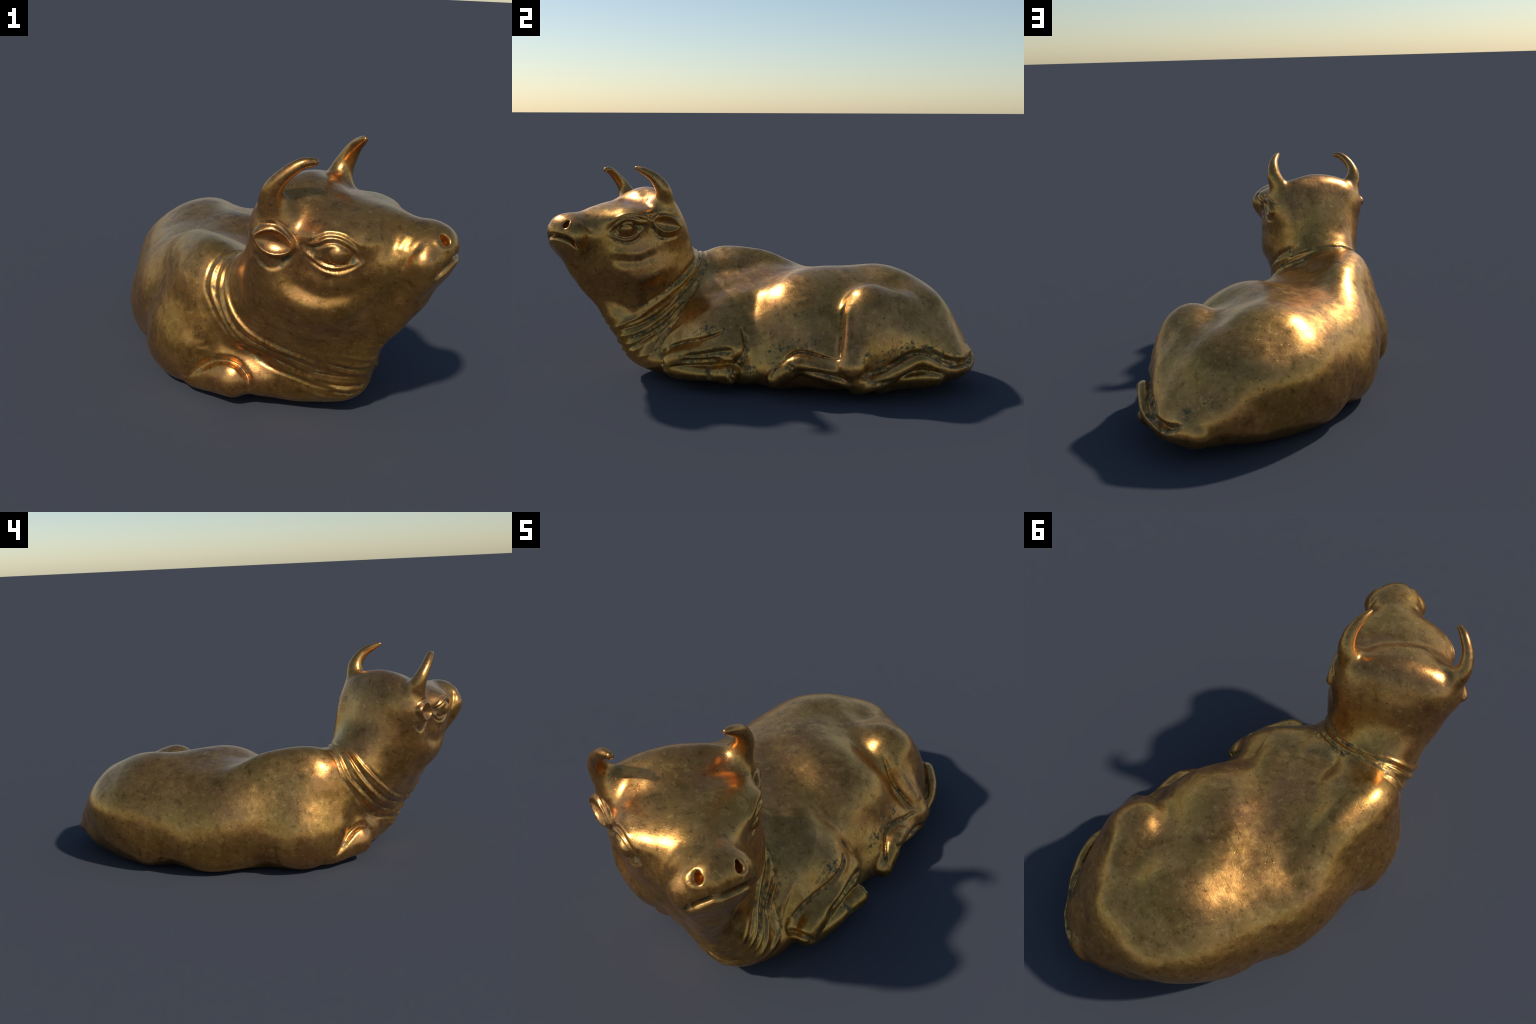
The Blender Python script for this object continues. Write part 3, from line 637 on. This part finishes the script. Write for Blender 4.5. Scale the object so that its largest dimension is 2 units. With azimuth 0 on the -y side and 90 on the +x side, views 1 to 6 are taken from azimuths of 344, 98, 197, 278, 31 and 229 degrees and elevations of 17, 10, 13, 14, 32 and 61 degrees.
def leaf(P, v):
    """A pointed leaf: two discs overlapping, thick in the middle."""
    Q = P - np.asarray(v[:3])
    a, t, b = v[3:6]
    ca, sa, cb, sb = math.cos(v[6]), math.sin(v[6]), math.cos(v[7]), math.sin(v[7])
    x = Q[:, 0] * ca + Q[:, 1] * sa
    y = (-Q[:, 0] * sa + Q[:, 1] * ca) * a / t
    z = Q[:, 2]
    x, z = x * cb + z * sb, -x * sb + z * cb
    R = (a * a + b * b) / (2 * b)
    o = R - b
    d = smax(np.sqrt(x * x + y * y + (z - o) ** 2) - R, np.sqrt(x * x + y * y + (z + o) ** 2) - R, 0.012)
    return d * (0.35 + 0.65 * t / a)


def smin(a, b, k):
    h = np.maximum(k - np.abs(a - b), 0) / k
    return np.minimum(a, b) - h * h * k * 0.25


def smax(a, b, k):
    return -smin(-a, -b, k)


SHAPE = {"ell": ellipsoid, "cone": cone, "leaf": leaf}


def centre_and_reach(kind, v):
    v = np.asarray(v, float)
    if kind != "cone":
        return v[:3], np.abs(v[3:6]).max()
    return (v[:3] + v[4:7]) / 2, np.linalg.norm(v[4:7] - v[:3]) / 2 + max(v[3], v[7])


def blend(f, P, kind, k, v):
    """Smooth union of f with one mass, worked out only where the mass can matter."""
    c, R = centre_and_reach(kind, v)
    i = np.flatnonzero(((P - c) ** 2).sum(1) < (R + 0.16) ** 2)
    if len(i):
        f[i] = smin(f[i], SHAPE[kind](P[i], v), k)
    return f


def smooth_line(pts, n):
    """Catmull-Rom curve through the points, n steps between neighbours."""
    p = np.asarray(pts, float)
    p = np.vstack([2 * p[0] - p[1], p, 2 * p[-1] - p[-2]])
    out = []
    for a, b, c, d in zip(p[:-3], p[1:-2], p[2:-1], p[3:]):
        for t in np.arange(n) / n:
            out.append(0.5 * (2 * b + (c - a) * t + (2 * a - 5 * b + 4 * c - d) * t**2 + (3 * b - a - 3 * c + d) * t**3))
    return np.array(out + [p[-2]])


TUBE_LINES = [(name, k, smooth_line(pts, 4)) for name, k, pts in TUBES]
HORN_LINES = [smooth_line(pts, 8) for pts in HORNS]


def tube_field(H, line):
    """A tapering curved tube: a horn, a shank or the tail."""
    d = np.full(len(H), 0.15)
    lo, hi = line[:, :3].min(0) - 0.13, line[:, :3].max(0) + 0.13
    if (H.max(0) < lo).any() or (H.min(0) > hi).any():
        return d
    i = np.flatnonzero((H > lo).all(1) & (H < hi).all(1))
    if len(i):
        d[i] = np.min([cone(H[i], np.r_[a, b]) for a, b in zip(line[:-1], line[1:])], axis=0)
    return d


def dab_rows(dabs):
    if dabs is None:
        dabs = [d for group in DABS.values() for d in group]
    return np.array(dabs, float).reshape(-1, 5)


def field(P, masses=None, dabs=None, level=1):
    """Signed field of the whole bull, negative inside, worked out block by block."""
    T = dict({"cuts": []}, **(MASSES if masses is None else masses))
    D = dab_rows(dabs)
    out = np.empty(len(P))
    B = 0.125
    ijk = np.floor(P / B).astype(int) + 64
    code = (ijk[:, 0] * 128 + ijk[:, 1]) * 128 + ijk[:, 2]
    order = np.argsort(code, kind="stable")
    cuts = np.flatnonzero(np.diff(code[order])) + 1
    reach = {g: [(np.append(*centre_and_reach(kind, v)), (n, kind, k, v)) for n, kind, k, v in T[g]] for g in T}
    for idx in np.split(order, cuts):
        Q = P[idx]
        lo, hi = Q.min(0), Q.max(0)
        c, r = (lo + hi) / 2, np.linalg.norm(hi - lo) / 2
        ch = (c - HO) @ HM.T
        here = {g: [m for cr, m in reach[g] if np.linalg.norm(cr[:3] - (ch if g == "head" else c)) < cr[3] + 0.16 + r] for g in T}
        d = D[((D[:, :3] - c) ** 2).sum(1) < (3.5 * D[:, 3] + r) ** 2]
        out[idx] = block_field(Q, here, d)
    return out


def block_field(P, T, dabs):
    f = np.full(len(P), 0.15)
    for n, kind, k, v in T["body"]:
        f = blend(f, P, kind, k, v)
    H = (P - HO) @ HM.T
    h = np.full(len(P), 0.15)
    for n, kind, k, v in T["head"]:
        h = blend(h, H, kind, k, v)
    f = smin(f, h, 0.10)
    for x in dabs:
        q = ((P - x[:3]) ** 2).sum(1)
        f = f - x[4] * np.exp(-q / (2 * x[3] ** 2))
    for n, kind, k, v in T["limbs"]:
        f = blend(f, P, kind, k, v)
    for name, k, line in TUBE_LINES:
        f = smin(f, tube_field(P, line), k)
    for line in HORN_LINES:
        f = smin(f, tube_field(H, line), 0.03)
    for name, kind, k, v in T["cuts"]:
        c, R = centre_and_reach(kind, v)
        i = np.flatnonzero(((P - c) ** 2).sum(1) < (R + 0.05) ** 2)
        if len(i):
            f[i] = smax(f[i], -SHAPE[kind](P[i], v), k)
    return smax(f, 0.012 - P[:, 2], 0.02)


def line_distance(P, pts):
    """Distance to a line, and how far along it (0 to 1) the nearest place is."""
    best = np.full(len(P), 9.0)
    along = np.zeros(len(P))
    n = len(pts) - 1
    for j, (a, b) in enumerate(zip(pts[:-1], pts[1:])):
        d = b - a
        t = np.clip(((P - a) @ d) / (d @ d + 1e-12), 0, 1)
        Q = P - a - t[:, None] * d
        q = (Q * Q).sum(1)
        i = q < best
        best[i] = q[i]
        along[i] = (j + t[i]) / n
    return np.sqrt(best), along


def drawn_lines():
    """The sculptor's strokes as smooth lines laid onto the body surface."""
    curves = [smooth_line(pts, 4) for _, _, _, pts in STROKES]
    P = np.concatenate(curves)
    for _ in range(3):
        f = field(P)
        g = np.stack([(field(P + e) - f) / 0.002 for e in 0.002 * np.eye(3)], 1)
        P = P - g * np.clip(f / ((g * g).sum(1) + 0.05), -0.02, 0.02)[:, None]
    at, lines = 0, []
    for (name, w, h, _), c in zip(STROKES, curves):
        lines.append((name, w, h, P[at : at + len(c)]))
        at += len(c)
    return lines


def relief(P):
    """Height of folds, rims and grooves at points on the surface, and how crusted they are."""
    out = np.zeros(len(P))
    crust = np.zeros(len(P))
    order = np.argsort(P[:, 1])
    ys = P[order, 1]
    for name, w, h, line in drawn_lines():
        lo, hi = line.min(0) - 2.6 * w, line.max(0) + 2.6 * w
        i = order[np.searchsorted(ys, lo[1]) : np.searchsorted(ys, hi[1])]
        Q = P[i]
        i = i[(Q[:, 0] > lo[0]) & (Q[:, 0] < hi[0]) & (Q[:, 2] > lo[2]) & (Q[:, 2] < hi[2])]
        if len(i):
            d, along = line_distance(P[i], line)
            if name in PATINA:
                crust[i] = np.maximum(crust[i], PATINA[name] * np.exp(-((d / (1.5 * w)) ** 2)))
            out[i] += h * np.exp(-(d / w) ** 2) * np.clip(0.3 + 4 * np.minimum(along, 1 - along), 0, 1)
    return out, crust


# ---------------------------------------------------------------- meshing
def surface_net(f, lo, hi, h, coarse=4):
    """Sparse surface net of f=0: coarse grid finds the band, fine grid meshes it."""
    H = h * coarse
    n = np.ceil((np.asarray(hi) - lo) / H).astype(int) + 1
    ax = [lo[i] + H * np.arange(n[i]) for i in range(3)]
    G = np.stack(np.meshgrid(*ax, indexing="ij"), -1).reshape(-1, 3)
    c = f(G).reshape(n)
    N = (n - 1) * coarse + 1
    V = np.repeat(np.repeat(np.repeat(c, coarse, 0), coarse, 1), coarse, 2)[: N[0], : N[1], : N[2]].copy()
    near = np.zeros(n, bool)
    s = np.abs(c) < 1.5 * H
    for dx in (-1, 0, 1):
        for dy in (-1, 0, 1):
            for dz in (-1, 0, 1):
                near |= np.roll(s, (dx, dy, dz), (0, 1, 2))
    m = np.repeat(np.repeat(np.repeat(near, coarse, 0), coarse, 1), coarse, 2)[: N[0], : N[1], : N[2]]
    idx = np.argwhere(m)
    V[m] = f(np.asarray(lo) + h * idx)
    ins = V < 0
    cells = np.zeros(N - 1, np.uint8)
    corners = [(i, j, k) for i in (0, 1) for j in (0, 1) for k in (0, 1)]
    for i, j, k in corners:
        cells += ins[i : N[0] - 1 + i, j : N[1] - 1 + j, k : N[2] - 1 + k]
    act = np.argwhere((cells > 0) & (cells < 8))
    vid = np.full(N - 1, -1, np.int32)
    vid[tuple(act.T)] = np.arange(len(act))
    acc = np.zeros((len(act), 3))
    cnt = np.zeros(len(act))
    for a in corners:
        for d in range(3):
            if a[d]:
                continue
            b = list(a); b[d] = 1
            va = V[tuple((act + a).T)]; vb = V[tuple((act + b).T)]
            x = (va < 0) != (vb < 0)
            t = np.where(x, va / np.where(x, va - vb, 1), 0)
            p = np.array(a, float) + t[:, None] * (np.array(b) - a)
            acc += np.where(x[:, None], p, 0); cnt += x
    verts = np.asarray(lo) + h * (act + acc / cnt[:, None])
    quads = []
    for d in range(3):
        u, w = (d + 1) % 3, (d + 2) % 3
        sl0 = [slice(None)] * 3; sl1 = [slice(None)] * 3
        sl0[d] = slice(0, -1); sl1[d] = slice(1, None)
        x = ins[tuple(sl0)] != ins[tuple(sl1)]
        e = np.argwhere(x)
        e = e[(e[:, u] > 0) & (e[:, w] > 0) & (e[:, u] < N[u] - 1) & (e[:, w] < N[w] - 1)]
        first = ins[tuple(e.T)]
        q = []
        for du, dw in ((-1, -1), (0, -1), (0, 0), (-1, 0)):
            cc = e.copy(); cc[:, u] += du; cc[:, w] += dw
            q.append(vid[tuple(cc.T)])
        q = np.stack(q, 1)
        q[~first] = q[~first][:, ::-1]
        quads.append(q)
    return verts, np.concatenate(quads)


def split_quads(v, q):
    """One linear subdivision of a quad mesh."""
    e = np.sort(np.stack([q, np.roll(q, -1, 1)], -1), -1)
    key = e[..., 0].astype(np.int64) * len(v) + e[..., 1]
    uk, inv = np.unique(key, return_inverse=True)
    inv = inv.reshape(key.shape)
    mid = (v[uk // len(v)] + v[uk % len(v)]) / 2
    cen = v[q].mean(1)
    em = len(v) + inv
    cm = len(v) + len(uk) + np.arange(len(q))
    out = [np.stack([q[:, i], em[:, i], cm, em[:, (i + 3) % 4]], 1) for i in range(4)]
    return np.concatenate([v, mid, cen]), np.concatenate(out)


def relax(v, q, n):
    """Average each vertex with its edge neighbours, along the surface only."""
    a = np.concatenate([q[:, i] for i in range(4)]); b = np.concatenate([q[:, (i + 1) % 4] for i in range(4)])
    cnt = np.bincount(a, minlength=len(v)) + 1e-9
    m = np.stack([np.bincount(a, v[b, i], len(v)) for i in range(3)], 1) / cnt[:, None]
    d = m - v
    d -= (d * n).sum(1, keepdims=True) * n
    return v + .6 * d


def vertex_normals(v, q):
    n = np.cross(v[q[:, 2]] - v[q[:, 0]], v[q[:, 3]] - v[q[:, 1]])
    out = np.stack([np.bincount(q.T.ravel(), np.tile(n[:, i], 4), len(v)) for i in range(3)], 1)
    return out / (np.linalg.norm(out, axis=1, keepdims=True) + 1e-12)


def project(v, n, f, steps=3, eps=.0012, most=.012):
    for _ in range(steps):
        a = f(v)
        g = (f(v + eps * n) - a) / eps
        v = v - n * np.clip(a / np.clip(g, .35, 2), -most, most)[:, None]
    return v


# ==== BUILD ==================================================================
def build_mesh():
    v, q = surface_net(field, np.array([-0.6, -1.1, -0.06]), np.array([0.6, 1.1, 1.1]), BASE)
    v = project(v, vertex_normals(v, q), field)
    v = relax(v, q, vertex_normals(v, q))
    v, q = split_quads(v, q)
    v = relax(v, q, vertex_normals(v, q))
    v = project(v, vertex_normals(v, q), field, steps=2)
    n = vertex_normals(v, q)
    who = part_of(v[q].mean(1))
    height, crust = relief(v)
    v = v + n * (height + ripple(v))[:, None]
    v = relax(v, q, vertex_normals(v, q))
    patchy = waves(v, 0.012, 24, 5) * 0.22 + waves(v, 0.045, 16, 6) * 0.22
    c = (crust + patchy * np.clip(crust * 3, 0, 1))[q].mean(1)
    stain = np.where(c > 0.62, 2, np.where(c > 0.36, 1, 0))
    return v, q, who, stain


def waves(P, size, n, seed):
    """Cheap smooth noise: a sum of plane waves about so long; spread roughly -1 to 1."""
    rng = np.random.default_rng(seed)
    d = rng.normal(size=(n, 3))
    d *= (rng.uniform(0.7, 1.4, n) / np.linalg.norm(d, axis=1) * 2 * np.pi / size)[:, None] * 0.5
    ph = rng.uniform(0, 7, n)
    out = np.zeros(len(P))
    for a, b in zip(d, ph):
        out += np.sin(P @ a + b)
    return out / math.sqrt(n / 2)


def ripple(P):
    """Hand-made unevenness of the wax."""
    return 0.0004 * waves(P, 0.10, 14, 3) + 0.00018 * waves(P, 0.03, 20, 4)


def part_of(P):
    """Index of the part each point belongs to: the named mass it lies closest to."""
    H = (P - HO) @ HM.T
    best = np.full(len(P), 9.0)
    who = np.zeros(len(P), int)
    def offer(d, part):
        i = d < best
        best[i] = d[i]; who[i] = PARTS.index(part)
    for grp, Q in (("body", P), ("head", H), ("limbs", P)):
        for n, kind, k, v in MASSES[grp]:
            d = SHAPE[kind](Q, v)
            offer(d - (0.012 if grp == "limbs" else 0), PART_OF_MASS.get(n, "torso"))
    for name, k, line in TUBE_LINES:
        cut = int(0.72 * len(line)) if name.endswith("leg") else len(line)
        offer(tube_field(P, line[: cut + 1]) - 0.012, PART_OF_MASS[name])
        if cut < len(line):
            offer(tube_field(P, line[cut:]) - 0.012, PART_OF_MASS[name + "_hoof"])
    for line, part in zip(HORN_LINES, ("horn", "horn.001")):
        offer(tube_field(H, line[8:]) - 0.012, part)
    return who


def make_object(name, parent, v, q, n, mats, stain):
    used, inv = np.unique(q, return_inverse=True)
    inv = inv.reshape(q.shape)
    me = bpy.data.meshes.new(name)
    me.vertices.add(len(used)); me.loops.add(q.size); me.polygons.add(len(q))
    me.vertices.foreach_set("co", v[used].astype(np.float32).ravel())
    me.loops.foreach_set("vertex_index", inv.astype(np.int32).ravel())
    me.polygons.foreach_set("loop_start", np.arange(0, q.size, 4, dtype=np.int32))
    me.polygons.foreach_set("use_smooth", np.ones(len(q), bool))
    me.update(calc_edges=True)
    me.normals_split_custom_set_from_vertices(n[used].astype(np.float32))
    for m in mats:
        me.materials.append(m)
    me.polygons.foreach_set("material_index", stain.astype(np.int32))
    ob = bpy.data.objects.new(name, me)
    bpy.context.collection.objects.link(ob)
    ob.parent = parent
    return ob


# ---------------------------------------------------------------- materials
def node(nt, kind, inputs=None, **props):
    n = nt.nodes.new(kind)
    for k, v in props.items():
        setattr(n, k, v)
    for k, v in (inputs or {}).items():
        if isinstance(v, bpy.types.NodeSocket):
            nt.links.new(v, n.inputs[k])
        else:
            n.inputs[k].default_value = v
    return n


def noise(nt, co, scale, detail=4.0, rough=0.6, distort=0.0):
    return node(nt, "ShaderNodeTexNoise", {"Vector": co, "Scale": scale, "Detail": detail, "Roughness": rough, "Distortion": distort}).outputs[0]


def ramp(nt, fac, stops):
    r = node(nt, "ShaderNodeValToRGB", {"Fac": fac})
    e = r.color_ramp.elements
    while len(e) < len(stops):
        e.new(0.5)
    for s, (p, c) in zip(e, stops):
        s.position = p
        s.color = (*c, 1) if len(c) == 3 else c
    return r.outputs[0]


def mask(nt, fac, lo, hi):
    return node(nt, "ShaderNodeMapRange", {"Value": fac, "From Min": lo, "From Max": hi}, interpolation_type="SMOOTHSTEP").outputs[0]


def mix(nt, fac, a, b):
    m = node(nt, "ShaderNodeMix", data_type="RGBA")
    for sock, val in ((m.inputs[0], fac), (m.inputs[6], a), (m.inputs[7], b)):
        if isinstance(val, bpy.types.NodeSocket):
            nt.links.new(val, sock)
        else:
            sock.default_value = val if isinstance(val, float) else (*val, 1)
    return m.outputs[2]


def math_node(nt, op, a, b):
    return node(nt, "ShaderNodeMath", {0: a, 1: b}, operation=op).outputs[0]


def bronze(name, patina):
    """Old polished bronze; patina 0 is clean metal, 1 is stained, 2 is green in the creases."""
    m = bpy.data.materials.new(name)
    m.use_nodes = True
    nt = m.node_tree
    b = nt.nodes["Principled BSDF"]
    co = node(nt, "ShaderNodeTexCoord").outputs["Object"]
    stretched = node(nt, "ShaderNodeMapping", {"Vector": co, "Rotation": (0.3, 0.5, 0.9), "Scale": (1.0, 5.0, 2.2)}).outputs[0]
    broad = noise(nt, co, 3.2, 5, 0.6, 0.4)
    cloud = noise(nt, co, 9.0, 7, 0.7, 0.4)
    blot = noise(nt, co, 21.0, 6, 0.72, 0.35)
    wobbly = node(nt, "ShaderNodeVectorMath", {0: co, 1: node(nt, "ShaderNodeVectorMath", {0: node(nt, "ShaderNodeTexNoise", {"Vector": co, "Scale": 30.0}).outputs[1], 3: 0.035}, operation="SCALE").outputs[0]}, operation="ADD").outputs[0]
    fine = noise(nt, co, 46.0, 5, 0.7)
    grain = noise(nt, co, 150.0, 3, 0.6)
    brush = noise(nt, stretched, 38.0, 4, 0.65)
    col = ramp(nt, cloud, [(0.30, (0.318, 0.168, 0.039)), (0.44, (0.519, 0.250, 0.067)), (0.57, (0.620, 0.305, 0.086)), (0.74, (0.742, 0.399, 0.121))])
    col = mix(nt, math_node(nt, "MULTIPLY", mask(nt, broad, 0.50, 0.62), 0.60), col, (0.530, 0.287, 0.064))
    col = mix(nt, math_node(nt, "MULTIPLY", mask(nt, broad, 0.48, 0.36), 0.5), col, (0.498, 0.218, 0.086))
    col = mix(nt, math_node(nt, "MULTIPLY", mask(nt, blot, 0.54, 0.65), 0.55), col, (0.784, 0.442, 0.130))
    col = mix(nt, math_node(nt, "MULTIPLY", mask(nt, blot, 0.45, 0.34), 0.60), col, (0.265, 0.125, 0.033))
    col = mix(nt, math_node(nt, "MULTIPLY", mask(nt, fine, 0.56, 0.67), 0.62), col, (0.806, 0.456, 0.140))
    col = mix(nt, math_node(nt, "MULTIPLY", mask(nt, fine, 0.43, 0.32), 0.66), col, (0.212, 0.098, 0.029))
    col = mix(nt, math_node(nt, "MULTIPLY", mask(nt, brush, 0.58, 0.72), 0.40), col, (0.763, 0.417, 0.140))
    flecks = node(nt, "ShaderNodeTexVoronoi", {"Vector": wobbly, "Scale": 26.0, "Randomness": 1.0})
    chosen = mask(nt, node(nt, "ShaderNodeSeparateColor", {0: flecks.outputs["Color"]}).outputs[0], 0.86, 0.90)
    spot = math_node(nt, "MULTIPLY", mask(nt, flecks.outputs["Distance"], 0.24, 0.10), chosen)
    col = mix(nt, math_node(nt, "MULTIPLY", spot, 0.60), col, (0.66, 0.36, 0.07))
    pitting = noise(nt, co, 70.0, 3, 0.6, 0.2)
    region = noise(nt, co, 4.5, 2, 0.5)
    pit = math_node(nt, "MULTIPLY", mask(nt, pitting, 0.655, 0.72), mask(nt, region, 0.42, 0.56))
    col = mix(nt, math_node(nt, "MULTIPLY", pit, 0.75), col, (0.09, 0.065, 0.028))
    metal = 0.93
    rough = math_node(nt, "ADD", math_node(nt, "MULTIPLY", blot, 0.20), math_node(nt, "ADD", math_node(nt, "MULTIPLY", fine, 0.14), 0.15))
    if patina:
        green = mix(nt, mask(nt, fine, 0.35, 0.65), (0.050, 0.070, 0.036), (0.13, 0.145, 0.075))
        brown = mix(nt, mask(nt, fine, 0.35, 0.65), (0.13, 0.085, 0.03), (0.24, 0.18, 0.06))
        crust = green if patina == 2 else mix(nt, mask(nt, cloud, 0.48, 0.6), brown, (0.13, 0.135, 0.07))
        cover = mask(nt, fine, 0.62, 0.40)
        cover = math_node(nt, "MULTIPLY", cover, 0.65 if patina == 1 else 0.88)
        col = mix(nt, cover, col, crust)
        metal = math_node(nt, "SUBTRACT", 0.93, math_node(nt, "MULTIPLY", cover, 0.65 if patina == 2 else 0.4))
        rough = math_node(nt, "ADD", rough, math_node(nt, "MULTIPLY", cover, 0.22))
    nt.links.new(col, b.inputs["Base Color"])
    nt.links.new(rough, b.inputs["Roughness"])
    b.inputs["Specular IOR Level"].default_value = 0.2
    if isinstance(metal, float):
        b.inputs["Metallic"].default_value = metal
    else:
        nt.links.new(metal, b.inputs["Metallic"])
    h = math_node(nt, "ADD", math_node(nt, "MULTIPLY", blot, 0.12), math_node(nt, "MULTIPLY", fine, 0.30))
    h = math_node(nt, "ADD", h, math_node(nt, "MULTIPLY", grain, 0.10))
    h = math_node(nt, "ADD", h, math_node(nt, "MULTIPLY", brush, 0.20))
    h = math_node(nt, "SUBTRACT", h, math_node(nt, "MULTIPLY", pit, 0.35))
    bump = node(nt, "ShaderNodeBump", {"Height": h, "Strength": 0.30, "Distance": 0.005})
    nt.links.new(bump.outputs[0], b.inputs["Normal"])
    return m


def main():
    v, q, who, stain = build_mesh()
    n = vertex_normals(v, q)
    root = bpy.data.objects.new("bronze_bull", None)
    bpy.context.collection.objects.link(root)
    root["label"] = "small bronze bull lying down with its head turned"
    root["category"] = "bull figurine"
    mats = [bronze("old_bronze", 0), bronze("stained_bronze", 1), bronze("green_patina", 2)]
    made = {}
    for i, part in enumerate(PARTS):
        s = who == i
        if s.any():
            made[part] = make_object(part, root, v, q[s], n, mats, stain[s])
    for child, parent in PARENT.items():
        if child in made and parent in made:
            made[child].parent = made[parent]


main()
